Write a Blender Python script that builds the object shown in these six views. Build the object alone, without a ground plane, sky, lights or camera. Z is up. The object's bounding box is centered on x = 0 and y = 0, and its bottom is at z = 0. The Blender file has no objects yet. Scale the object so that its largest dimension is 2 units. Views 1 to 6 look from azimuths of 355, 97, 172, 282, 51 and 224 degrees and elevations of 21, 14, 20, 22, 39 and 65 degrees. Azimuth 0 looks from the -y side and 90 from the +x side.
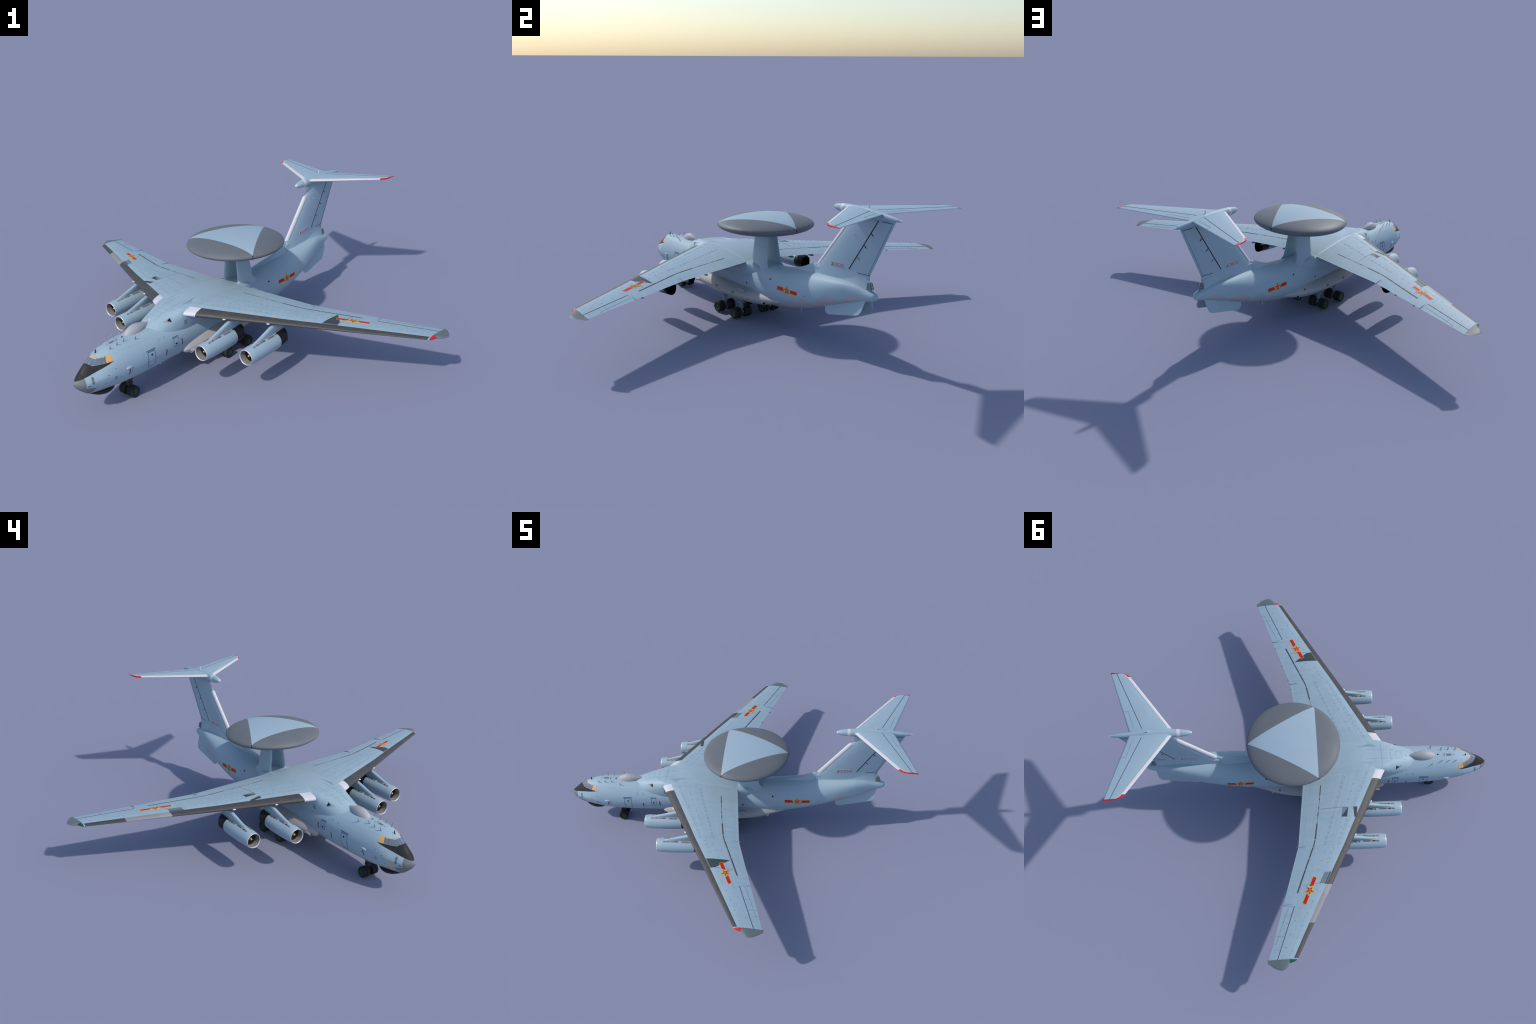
# Four-engined high-wing T-tail jet transport carrying a large radar dish on two struts.
# Working frame: a = aft along the fuselage, l = port side positive, z = up.
# Mesh data is stored as (a, -l, z); the root Empty turns the aircraft 45 degrees.
import bpy, bmesh, math, random
from mathutils import Vector
from mathutils.bvhtree import BVHTree

random.seed(7)
COL = bpy.context.scene.collection


def V(a, l, z):
    return (a, -l, z)


# ------------------------------------------------------------------ interpolation
def lerp_table(table, x):
    """piecewise-cubic (monotone-ish Catmull) interpolation of rows (x, v1, v2, ...)"""
    n = len(table)
    if x <= table[0][0]:
        return list(table[0][1:])
    if x >= table[-1][0]:
        return list(table[-1][1:])
    i = max(k for k in range(n) if table[k][0] <= x)
    i = min(i, n - 2)
    x0, x1 = table[i][0], table[i + 1][0]
    h = x1 - x0
    t = (x - x0) / h
    out = []
    for c in range(1, len(table[0])):
        y0, y1 = table[i][c], table[i + 1][c]
        s = (y1 - y0) / h

        def slope(k):
            if k == 0 or k == n - 1:
                return s
            d0 = (table[k][c] - table[k - 1][c]) / (table[k][0] - table[k - 1][0])
            d1 = (table[k + 1][c] - table[k][c]) / (table[k + 1][0] - table[k][0])
            if d0 * d1 <= 0:
                return 0.0
            return 2 * d0 * d1 / (d0 + d1)
        m0, m1 = slope(i), slope(i + 1)
        t2, t3 = t * t, t * t * t
        out.append((2 * t3 - 3 * t2 + 1) * y0 + (t3 - 2 * t2 + t) * h * m0
                   + (-2 * t3 + 3 * t2) * y1 + (t3 - t2) * h * m1)
    return out


def lin(table, x):
    if x <= table[0][0]:
        return table[0][1]
    for (x0, y0), (x1, y1) in zip(table, table[1:]):
        if x <= x1:
            return y0 + (y1 - y0) * (x - x0) / (x1 - x0)
    return table[-1][1]


def arange(x0, x1, n):
    return [x0 + (x1 - x0) * i / (n - 1) for i in range(n)]


# ------------------------------------------------------------------ materials
class N:
    """tiny expression builder on shader math nodes"""
    def __init__(self, nt, sock):
        self.nt, self.s = nt, sock

    def _op(self, op, other=None, rev=False):
        n = self.nt.nodes.new('ShaderNodeMath')
        n.operation = op
        a, b = (self, other) if not rev else (other, self)
        for i, v in enumerate((a, b)):
            if v is None:
                continue
            if isinstance(v, N):
                self.nt.links.new(v.s, n.inputs[i])
            else:
                n.inputs[i].default_value = v
        return N(self.nt, n.outputs[0])

    def __add__(self, o): return self._op('ADD', o)
    def __radd__(self, o): return self._op('ADD', o)
    def __sub__(self, o): return self._op('SUBTRACT', o)
    def __rsub__(self, o): return self._op('SUBTRACT', o, True)
    def __mul__(self, o): return self._op('MULTIPLY', o)
    def __rmul__(self, o): return self._op('MULTIPLY', o)
    def __truediv__(self, o): return self._op('DIVIDE', o)
    def gt(self, o): return self._op('GREATER_THAN', o)
    def lt(self, o): return self._op('LESS_THAN', o)
    def max(self, o): return self._op('MAXIMUM', o)
    def min(self, o): return self._op('MINIMUM', o)
    def abs(self): return self._op('ABSOLUTE')
    def fract(self): return self._op('FRACT')

    def line(self, value, w):
        """1 within w of value"""
        return (self - value).abs().lt(w)

    def grid(self, period, w, phase=0.0):
        """1 on thin lines every 'period'"""
        return ((self - phase) / period).fract().lt(w / period)


def new_mat(name):
    m = bpy.data.materials.new(name)
    m.use_nodes = True
    nt = m.node_tree
    b = nt.nodes['Principled BSDF']
    return m, nt, b


def coords(nt):
    tc = nt.nodes.new('ShaderNodeTexCoord')
    sp = nt.nodes.new('ShaderNodeSeparateXYZ')
    nt.links.new(tc.outputs['Object'], sp.inputs[0])
    return tc, [N(nt, sp.outputs[i]) for i in range(3)]


def noise(nt, tc, scale, detail=3.0, stretch=(1, 1, 1), rough=0.55):
    mp = nt.nodes.new('ShaderNodeMapping')
    mp.inputs['Scale'].default_value = stretch
    nt.links.new(tc.outputs['Object'], mp.inputs['Vector'])
    n = nt.nodes.new('ShaderNodeTexNoise')
    n.inputs['Scale'].default_value = scale
    n.inputs['Detail'].default_value = detail
    n.inputs['Roughness'].default_value = rough
    nt.links.new(mp.outputs[0], n.inputs['Vector'])
    return N(nt, n.outputs['Fac'])


def mix(nt, fac, c1, c2):
    n = nt.nodes.new('ShaderNodeMix')
    n.data_type = 'RGBA'
    if isinstance(fac, N):
        nt.links.new(fac.s, n.inputs[0])
    else:
        n.inputs[0].default_value = fac
    for idx, c in ((6, c1), (7, c2)):
        if isinstance(c, tuple):
            n.inputs[idx].default_value = (*c, 1)
        else:
            nt.links.new(c, n.inputs[idx])
    return n.outputs[2]


def mulc(c, k):
    return tuple(x * k for x in c)


BLUE = (0.338, 0.456, 0.532)
LINE = (0.20, 0.285, 0.34)
BELLY = (0.40, 0.405, 0.440)
BLACK = (0.026, 0.026, 0.028)
RADOME = (0.185, 0.200, 0.215)
DISH_GREY = (0.147, 0.161, 0.178)


def aged(nt, tc, base, amount=0.10, scale=9.0, stretch=(1, 1, 1)):
    """base colour with soft cloudy weathering"""
    f = noise(nt, tc, scale, 5.0, stretch)
    c = mix(nt, f, mulc(base, 1 - amount), mulc(base, 1 + amount))
    return c


def simple(name, color, rough=0.5, metal=0.0, var=0.08, scale=20.0, spec=0.28):
    m, nt, b = new_mat(name)
    tc, _ = coords(nt)
    nt.links.new(aged(nt, tc, color, var, scale), b.inputs['Base Color'])
    b.inputs['Roughness'].default_value = rough
    b.inputs['Metallic'].default_value = metal
    b.inputs['Specular IOR Level'].default_value = spec
    return m


def black_mask(X, Z):
    return (Z.gt((X + 1.36) * 0.2817 + 0.2475) * X.lt(-1.2005)
            * Z.lt(((X + 1.3043) * -0.73 + 0.2933).max(0.2922)))


def fuselage_material():
    m, nt, b = new_mat('fuselage_paint')
    tc, (X, Y, Z) = coords(nt)
    col = aged(nt, tc, BLUE, 0.055, 7.0, (0.35, 1, 1))
    # frames and stringers as faint panel joints
    frames = X.grid(0.118, 0.0011, 0.03) * Z.gt(0.13)
    ang = Z.line(0.262, 0.0006).max(Z.line(0.322, 0.0007)).max(Z.line(0.196, 0.0006))
    patchn = noise(nt, tc, 30.0, 1.0)
    joints = frames.max(ang) * (patchn.gt(0.40)) * 0.42
    col = mix(nt, joints, col, LINE)
    # pale belly: straight at the front, scalloped arches along the upswept tail
    front = ((X + 1.31) * -0.29 + 0.1787) * 1.0
    arch1 = 0.177 - (X + 1.095) * (X + 1.095) * 14.0
    flat = X.lt(-1.17) * front
    zb = flat.max(arch1).max(0.136 * X.lt(0.3))
    for ac, zc, k in ((0.075, 0.191, 5.0), (0.243, 0.222, 8.0), (0.352, 0.256, 10.0),
                      (0.530, 0.316, 6.5), (0.700, 0.347, 6.0)):
        zb = zb.max(zc - (X - ac) * (X - ac) * k)
    belly = Z.lt(zb) * X.lt(0.775)
    bcol = aged(nt, tc, BELLY, 0.08, 6.0, (0.4, 1, 1))
    bcol = mix(nt, X.grid(0.118, 0.0012, 0.03) * 0.5, bcol, mulc(BELLY, 0.5))
    col = mix(nt, belly, col, bcol)
    # grey chin behind the nose cone
    chin = Z.lt((X + 1.3626) * -0.274 + 0.1925) * X.lt((Z - 0.1776) * 0.31 - 1.309)
    col = mix(nt, chin, col, RADOME)
    col = mix(nt, black_mask(X, Z), col, BLACK)
    nt.links.new(col, b.inputs['Base Color'])
    b.inputs['Roughness'].default_value = 0.55
    b.inputs['Specular IOR Level'].default_value = 0.25
    return m


def radome_material():
    m, nt, b = new_mat('nose_cone_paint')
    tc, (X, Y, Z) = coords(nt)
    col = aged(nt, tc, RADOME, 0.10, 25.0)
    col = mix(nt, black_mask(X, Z), col, BLACK)
    nt.links.new(col, b.inputs['Base Color'])
    b.inputs['Roughness'].default_value = 0.62
    b.inputs['Specular IOR Level'].default_value = 0.2
    return m


def wing_material():
    m, nt, b = new_mat('wing_paint')
    tc, (X, Y, Z) = coords(nt)
    L = Y.abs()
    le = -0.7686 + L * 0.5234
    te = (-0.208 + L * 0.118).max(-0.3128 + L * 0.2964)
    C = (X - le) / (te - le)
    col = aged(nt, tc, BLUE, 0.05, 12.0)
    # chordwise running streaks
    st = noise(nt, tc, 26.0, 4.0, (0.25, 1.0, 1.0))
    col = mix(nt, st.gt(0.57) * 0.10, col, LINE)
    spanlines = (C.line(0.20, 0.0032).max(C.line(0.27, 0.0028)).max(C.line(0.345, 0.003))
                 .max(C.line(0.42, 0.003)).max(C.line(0.50, 0.003)).max(C.line(0.585, 0.003))
                 .max(C.line(0.83, 0.003)).max(C.line(0.90, 0.0028)))
    ribs = L.grid(0.098, 0.0016, 0.02) * C.gt(0.60)
    ribs2 = L.line(0.586, 0.0012).max(L.line(1.05, 0.0012)).max(L.line(0.115, 0.001)) * C.gt(0.12)
    grime = noise(nt, tc, 14.0, 3.0)
    cv = nt.nodes.new('ShaderNodeCombineXYZ')
    nt.links.new((C * 26.0).s, cv.inputs[0])
    nt.links.new((L * 3.0).s, cv.inputs[1])
    bn = nt.nodes.new('ShaderNodeTexNoise')
    bn.inputs['Scale'].default_value = 1.0
    bn.inputs['Detail'].default_value = 2.0
    nt.links.new(cv.outputs[0], bn.inputs['Vector'])
    col = mix(nt, (N(nt, bn.outputs['Fac']) - 0.44).max(0.0) * 0.8, col, mulc(LINE, 1.15))
    col = mix(nt, spanlines * 0.26 * grime.gt(0.42), col, LINE)
    col = mix(nt, ribs.max(ribs2) * 0.32, col, LINE)
    # dirt smudges behind the slats' joints
    sm = noise(nt, tc, 38.0, 2.0, (0.8, 1.2, 1))
    col = mix(nt, sm.gt(0.66) * 0.16, col, (0.25, 0.31, 0.33))
    nt.links.new(col, b.inputs['Base Color'])
    b.inputs['Roughness'].default_value = 0.5
    b.inputs['Specular IOR Level'].default_value = 0.25
    return m


def tail_material(name, vertical):
    m, nt, b = new_mat(name)
    tc, (X, Y, Z) = coords(nt)
    col = aged(nt, tc, BLUE, 0.05, 8.0)
    if vertical:
        s = X - Z * 0.62
        t = Z
    else:
        s = X - Y.abs() * 0.5
        t = Y.abs()
    lines = s.grid(0.052, 0.0010, 0.01).max(t.grid(0.11, 0.0010, 0.03))
    pn = noise(nt, tc, 22.0, 1.0)
    col = mix(nt, lines * pn.gt(0.45) * 0.28, col, LINE)
    nt.links.new(col, b.inputs['Base Color'])
    b.inputs['Roughness'].default_value = 0.5
    b.inputs['Specular IOR Level'].default_value = 0.25
    return m


def slat_material(name, base, grain):
    m, nt, b = new_mat(name)
    tc, (X, Y, Z) = coords(nt)
    f = noise(nt, tc, 160.0, 4.0, (1, 0.35, 1), 0.7)
    g = noise(nt, tc, 10.0, 3.0)
    col = mix(nt, f, mulc(base, 1 - grain), mulc(base, 1 + grain))
    col = mix(nt, g.gt(0.55) * 0.35, col, mulc(base, 1.35))
    nt.links.new(col, b.inputs['Base Color'])
    b.inputs['Roughness'].default_value = 0.55
    bump = nt.nodes.new('ShaderNodeBump')
    bump.inputs['Strength'].default_value = 0.35
    bump.inputs['Distance'].default_value = 0.002
    nt.links.new(f.s, bump.inputs['Height'])
    nt.links.new(bump.outputs[0], b.inputs['Normal'])
    return m


DISH = (-0.133, 0.5965, 0.2905, 0.0537)     # a, z, radius, half height


def dish_material():
    m, nt, b = new_mat('radar_dish_paint')
    tc, (X, Y, Z) = coords(nt)
    tri = None
    for ang in (60, 180, 300):                 # three straight edges of the pale triangle
        c, s = math.cos(math.radians(ang)), math.sin(math.radians(ang))
        d = ((X - DISH[0]) * c + Y * s).lt(0.1435)
        tri = d if tri is None else tri * d
    tri = tri * Z.gt(DISH[1])
    g = aged(nt, tc, DISH_GREY, 0.09, 11.0)
    p = aged(nt, tc, (0.345, 0.452, 0.528), 0.045, 14.0)
    nt.links.new(mix(nt, tri, g, p), b.inputs['Base Color'])
    b.inputs['Roughness'].default_value = 0.5
    b.inputs['Specular IOR Level'].default_value = 0.2
    return m


def nacelle_material():
    m, nt, b = new_mat('nacelle_paint')
    tc, (X, Y, Z) = coords(nt)
    col = aged(nt, tc, BLUE, 0.06, 12.0)
    rings = X.line(0.046, 0.0006).max(X.line(0.133, 0.0006)).max(X.line(0.205, 0.0006))
    col = mix(nt, rings * 0.5, col, LINE)
    nt.links.new(col, b.inputs['Base Color'])
    b.inputs['Roughness'].default_value = 0.55
    return m


def sponson_material():
    m, nt, b = new_mat('sponson_paint')
    tc, (X, Y, Z) = coords(nt)
    base = (0.405, 0.40, 0.405)
    col = aged(nt, tc, base, 0.10, 8.0, (0.5, 1, 1))
    col = mix(nt, X.grid(0.14, 0.0012, 0.03) * 0.45, col, mulc(base, 0.5))
    nt.links.new(col, b.inputs['Base Color'])
    b.inputs['Roughness'].default_value = 0.55
    return m


def mottled(name, colors, scale):
    m, nt, b = new_mat(name)
    tc, _ = coords(nt)
    n = noise(nt, tc, scale, 2.0, (1, 1, 1), 0.6)
    r = nt.nodes.new('ShaderNodeValToRGB')
    nt.links.new(n.s, r.inputs[0])
    r.color_ramp.interpolation = 'CONSTANT'
    el = r.color_ramp.elements
    pos = (0.0, 0.42, 0.5, 0.58)
    while len(el) < len(colors):
        el.new(0.5)
    for e, p, c in zip(el, pos, colors):
        e.position = p
        e.color = (*c, 1)
    nt.links.new(r.outputs[0], b.inputs['Base Color'])
    b.inputs['Roughness'].default_value = 0.5
    return m


MAT = dict(
    fuselage=fuselage_material(), radome=radome_material(), wing=wing_material(),
    fin=tail_material('fin_paint', True), stab=tail_material('stabilizer_paint', False),
    slat=slat_material('dark_slat', (0.060, 0.058, 0.058), 0.45),
    slat_light=slat_material('pale_slat', (0.26, 0.26, 0.27), 0.12),
    white=simple('white_leading_edge', (0.62, 0.62, 0.66), 0.45),
    dish=dish_material(), nacelle=nacelle_material(), sponson=sponson_material(),
    paint=simple('pale_blue_paint', BLUE, 0.48, 0, 0.06, 14),
    blister=simple('grey_blister', (0.41, 0.41, 0.425), 0.5, 0, 0.05, 12),
    belly=simple('belly_grey', BELLY, 0.5, 0, 0.06, 14),
    black=simple('black_paint', (0.016, 0.016, 0.018), 0.5),
    black_dot=simple('black_port', (0.012, 0.013, 0.016), 0.35),
    glass=simple('window_grey', (0.150, 0.175, 0.215), 0.15, 0, 0.05, 30, 0.6),
    amber=simple('amber_window', (0.78, 0.40, 0.10), 0.35, 0, 0.25, 90),
    red=simple('insignia_red', (0.55, 0.014, 0.022), 0.5, 0, 0.05, 20),
    yellow=simple('insignia_yellow', (0.68, 0.46, 0.05), 0.5, 0, 0.05, 20),
    darkred=simple('dark_red_mark', (0.10, 0.008, 0.014), 0.5),
    brick=simple('number_red', (0.26, 0.035, 0.05), 0.5),
    pale=simple('number_white', (0.70, 0.74, 0.80), 0.5),
    tipred=simple('tip_red', (0.62, 0.016, 0.028), 0.45),
    tipgreen=simple('tip_green', (0.02, 0.10, 0.05), 0.4),
    blue_line=simple('door_outline_blue', (0.03, 0.14, 0.28), 0.5),
    dark_line=simple('panel_gap_dark', (0.02, 0.028, 0.034), 0.6),
    gap=simple('flap_gap_brown', (0.085, 0.075, 0.075), 0.6, 0, 0.35, 60),
    patch=simple('wing_patch_dark', (0.05, 0.065, 0.070), 0.6, 0, 0.25, 60),
    patch_mid=simple('wing_patch_mid', (0.16, 0.215, 0.25), 0.6, 0, 0.2, 60),
    grey=simple('mid_grey_panel', (0.14, 0.165, 0.185), 0.5),
    tipcap=simple('wing_tip_grey', (0.135, 0.165, 0.175), 0.5, 0, 0.08, 10),
    steel=simple('polished_lip', (0.66, 0.66, 0.65), 0.38, 0.3, 0.04, 30),
    duct=simple('intake_duct', (0.24, 0.235, 0.235), 0.5, 0, 0.1, 20),  # grey darkened to match the shaded inside of the intake
    soot=simple('sooty_nozzle', (0.018, 0.018, 0.019), 0.5, 0.3, 0.3, 40),
    fan=simple('fan_metal', (0.045, 0.045, 0.047), 0.35, 0.8, 0.2, 60),
    brass=simple('brass_spinner', (0.50, 0.34, 0.13), 0.35, 0.5),
    tyre=simple('tyre_rubber', (0.020, 0.021, 0.022), 0.75, 0, 0.25, 60),
    hub=simple('green_hub', (0.012, 0.070, 0.018), 0.5, 0, 0.2, 60),
    strut=simple('strut_metal', (0.20, 0.29, 0.34), 0.4, 0.2, 0.2, 60),
    strut_dark=simple('strut_dark', (0.05, 0.056, 0.062), 0.4, 0.3, 0.3, 80),
    fairing=simple('fairing_blue_grey', (0.27, 0.33, 0.38), 0.5),
    antenna=simple('antenna_grey', (0.30, 0.31, 0.34), 0.5),
    antenna_pale=simple('antenna_pale', (0.60, 0.60, 0.62), 0.5),
    slot=mottled('cowl_slot_mottle', ((0.02, 0.02, 0.022), (0.30, 0.29, 0.28),
                                      (0.10, 0.10, 0.11), (0.36, 0.33, 0.27)), 75.0),
)

# ------------------------------------------------------------------ mesh helpers
ROOT = bpy.data.objects.new('radar_aircraft', None)
COL.objects.link(ROOT)
ROOT.rotation_euler = (0, 0, math.radians(45))
ROOT.location = (0.0004, 0.0004, 0)
ROOT['label'] = 'pale blue four-engine jet with large radar dish on top'
ROOT['category'] = 'aircraft'


def make(name, verts, faces, mat, parent=None, smooth=True, angle=35, mats=None, fmat=None,
         recalc=True):
    me = bpy.data.meshes.new(name)
    me.from_pydata([tuple(v) for v in verts], [], faces)
    if recalc:
        bm = bmesh.new()
        bm.from_mesh(me)
        bmesh.ops.remove_doubles(bm, verts=bm.verts, dist=1e-6)
        bmesh.ops.dissolve_degenerate(bm, edges=bm.edges, dist=1e-7)
        bmesh.ops.recalc_face_normals(bm, faces=bm.faces)
        bm.to_mesh(me)
        bm.free()
    for mm in (mats or [mat]):
        me.materials.append(mm)
    if fmat and len(fmat) == len(me.polygons):
        for p, i in zip(me.polygons, fmat):
            p.material_index = i
    ob = bpy.data.objects.new(name, me)
    COL.objects.link(ob)
    ob.parent = parent or ROOT
    if smooth:
        me.polygons.foreach_set('use_smooth', [True] * len(me.polygons))
        me.set_sharp_from_angle(angle=math.radians(angle))
    return ob


def loft(rings, cap0=True, cap1=True, closed=True):
    n = len(rings[0])
    verts = [p for r in rings for p in r]
    faces = []
    for i in range(len(rings) - 1):
        for j in range(n if closed else n - 1):
            k = (j + 1) % n
            faces.append((i * n + j, i * n + k, (i + 1) * n + k, (i + 1) * n + j))
    if cap0:
        faces.append(tuple(range(n)))
    if cap1:
        faces.append(tuple(range((len(rings) - 1) * n, len(rings) * n)))
    return verts, faces


def split_regions(verts, faces, regions, label, parent_of, angle_sharp=40):
    """Build one smooth surface, then give each labelled region its own object whose
    border vertices and normals coincide with the whole."""
    me = bpy.data.meshes.new('whole')
    me.from_pydata(verts, [], faces)
    bm = bmesh.new()
    bm.from_mesh(me)
    bmesh.ops.recalc_face_normals(bm, faces=bm.faces)
    bm.to_mesh(me)
    bm.free()
    me.polygons.foreach_set('use_smooth', [True] * len(me.polygons))
    nor = [v.normal.copy() for v in me.vertices]
    polys = [tuple(p.vertices) for p in me.polygons]
    out = {}
    for key, (name, mat) in regions.items():
        ids = [i for i in range(len(polys)) if label[i] == key]
        if not ids:
            continue
        used = sorted({v for i in ids for v in polys[i]})
        remap = {v: k for k, v in enumerate(used)}
        pm = bpy.data.meshes.new(name)
        pm.from_pydata([me.vertices[v].co for v in used], [],
                       [tuple(remap[v] for v in polys[i]) for i in ids])
        pm.polygons.foreach_set('use_smooth', [True] * len(pm.polygons))
        pm.materials.append(mat)
        pm.normals_split_custom_set_from_vertices([nor[v] for v in used])
        ob = bpy.data.objects.new(name, pm)
        COL.objects.link(ob)
        out[key] = ob
    bpy.data.meshes.remove(me)
    for key, ob in out.items():
        par = parent_of.get(key)
        ob.parent = out[par] if isinstance(par, str) and par in out else ROOT
    return out


def bvh_of(objs):
    vs, fs = [], []
    for o in objs:
        b = len(vs)
        vs += [v.co.copy() for v in o.data.vertices]
        fs += [tuple(b + i for i in p.vertices) for p in o.data.polygons]
    return BVHTree.FromPolygons(vs, fs)


def project(view, u, v):
    """2D decal coordinates -> ray origin and direction (mesh space)"""
    if view == 'port':
        return Vector((u, -0.9, v)), Vector((0, 1, 0))
    if view == 'starboard':
        return Vector((u, 0.9, v)), Vector((0, -1, 0))
    if view == 'top':                       # (a, l)
        return Vector((u, -v, 1.6)), Vector((0, 0, -1))
    if view == 'below':
        return Vector((u, -v, -0.5)), Vector((0, 0, 1))
    if view == 'front':                     # (l, z)
        return Vector((-2.0, -u, v)), Vector((1, 0, 0))


def decal(name, polys, view, tree, mat, parent, off=0.0007, step=0.012, stuff=False):
    """painted mark / pane: flat polygons wrapped on to the skin with a small edge"""
    bm = bmesh.new()
    for poly in polys:
        vs = [bm.verts.new((p[0], p[1], 0)) for p in poly]
        bm.faces.new(vs)
    bmesh.ops.remove_doubles(bm, verts=bm.verts[:], dist=1e-6)
    bmesh.ops.triangulate(bm, faces=bm.faces[:])
    for ax in (0, 1):
        cs = [v.co[ax] for v in bm.verts]
        lo, hi = min(cs), max(cs)
        k = int((hi - lo) / step)
        for i in range(1, k + 1):
            x = lo + (hi - lo) * i / (k + 1)
            co = [0, 0, 0]
            no = [0, 0, 0]
            co[ax] = x
            no[ax] = 1
            bmesh.ops.bisect_plane(bm, geom=bm.verts[:] + bm.edges[:] + bm.faces[:],
                                   plane_co=co, plane_no=no, dist=1e-7)
    dead = []
    base = {}
    for v in bm.verts:
        o, d = project(view, v.co.x, v.co.y)
        hit, nor, idx, dist = tree.ray_cast(o, d)
        if hit is None:
            dead.append(v)
            continue
        if nor.dot(d) > 0:
            nor = -nor
        base[v] = (hit, nor)
    for v, (hit, nor) in base.items():
        v.co = hit + nor * off
    if dead:
        bmesh.ops.delete(bm, geom=dead, context='VERTS')
    edges = [e for e in bm.edges if e.is_boundary]
    low = {}
    for e in edges:
        q = []
        for v in e.verts:
            if v not in low:
                hit, nor = base[v]
                low[v] = bm.verts.new(hit - nor * 0.0005)
            q.append(low[v])
        try:
            bm.faces.new((e.verts[0], e.verts[1], q[1], q[0]))
        except ValueError:
            pass
    bmesh.ops.recalc_face_normals(bm, faces=bm.faces)
    me = bpy.data.meshes.new(name)
    bm.to_mesh(me)
    bm.free()
    me.materials.append(mat)
    ob = bpy.data.objects.new(name, me)
    COL.objects.link(ob)
    ob.parent = parent
    if stuff:
        ob['kind'] = 'stuff'
    return ob


def rect(u0, v0, u1, v1):
    return [(u0, v0), (u1, v0), (u1, v1), (u0, v1)]


def disc(u, v, ru, rv=None, n=16):
    rv = rv or ru
    return [(u + ru * math.cos(2 * math.pi * i / n), v + rv * math.sin(2 * math.pi * i / n))
            for i in range(n)]


def ribbon(pts, w, closed=False):
    """thin strip quads along a polyline"""
    out = []
    m = len(pts)
    for i in range(m if closed else m - 1):
        (x0, y0), (x1, y1) = pts[i], pts[(i + 1) % m]
        d = math.hypot(x1 - x0, y1 - y0)
        if d < 1e-9:
            continue
        nx, ny = -(y1 - y0) / d * w / 2, (x1 - x0) / d * w / 2
        ex, ey = (x1 - x0) / d * w / 2, (y1 - y0) / d * w / 2
        out.append([(x0 + nx - ex, y0 + ny - ey), (x0 - nx - ex, y0 - ny - ey),
                    (x1 - nx + ex, y1 - ny + ey), (x1 + nx + ex, y1 + ny + ey)])
    return out


def ellipsoid(name, c, r, mat, parent=None, nu=32, nv=16, shape=None):
    rings = []
    for i in range(nv + 1):
        t = math.pi * i / nv
        x = -math.cos(t)
        rr = math.sin(t)
        if shape:
            rr *= shape(x)
        rings.append([V(c[0] + r[0] * x, c[1] + r[1] * rr * math.cos(2 * math.pi * j / nu),
                        c[2] + r[2] * rr * math.sin(2 * math.pi * j / nu)) for j in range(nu)])
    v, f = loft(rings)
    return make(name, v, f, mat, parent, angle=60)


def revolve_x(profile, n=48, fn=None):
    rings = []
    for x, r in profile:
        ring = []
        for j in range(n):
            t = 2 * math.pi * j / n
            xx = x + (fn(x, t) if fn else 0)
            ring.append((xx, r * math.cos(t), r * math.sin(t)))
        rings.append(ring)
    return rings


def tube(p0, p1, r0, r1=None, n=12):
    p0, p1 = Vector(p0), Vector(p1)
    r1 = r0 if r1 is None else r1
    d = (p1 - p0).normalized()
    a = d.orthogonal().normalized()
    b = d.cross(a)
    rings = [[p + (a * math.cos(2 * math.pi * j / n) + b * math.sin(2 * math.pi * j / n)) * r
              for j in range(n)] for p, r in ((p0, r0), (p1, r1))]
    return loft(rings)


def join_geo(parts):
    vs, fs = [], []
    for v, f in parts:
        b = len(vs)
        vs += [tuple(p) for p in v]
        fs += [tuple(b + i for i in q) for q in f]
    return vs, fs


def box(c, s):
    x, y, z = c
    a, b, d = s[0] / 2, s[1] / 2, s[2] / 2
    v = [(x + i * a, y + j * b, z + k * d) for i in (-1, 1) for j in (-1, 1) for k in (-1, 1)]
    f = [(0, 1, 3, 2), (4, 6, 7, 5), (0, 4, 5, 1), (2, 3, 7, 6), (0, 2, 6, 4), (1, 5, 7, 3)]
    return v, f


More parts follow.
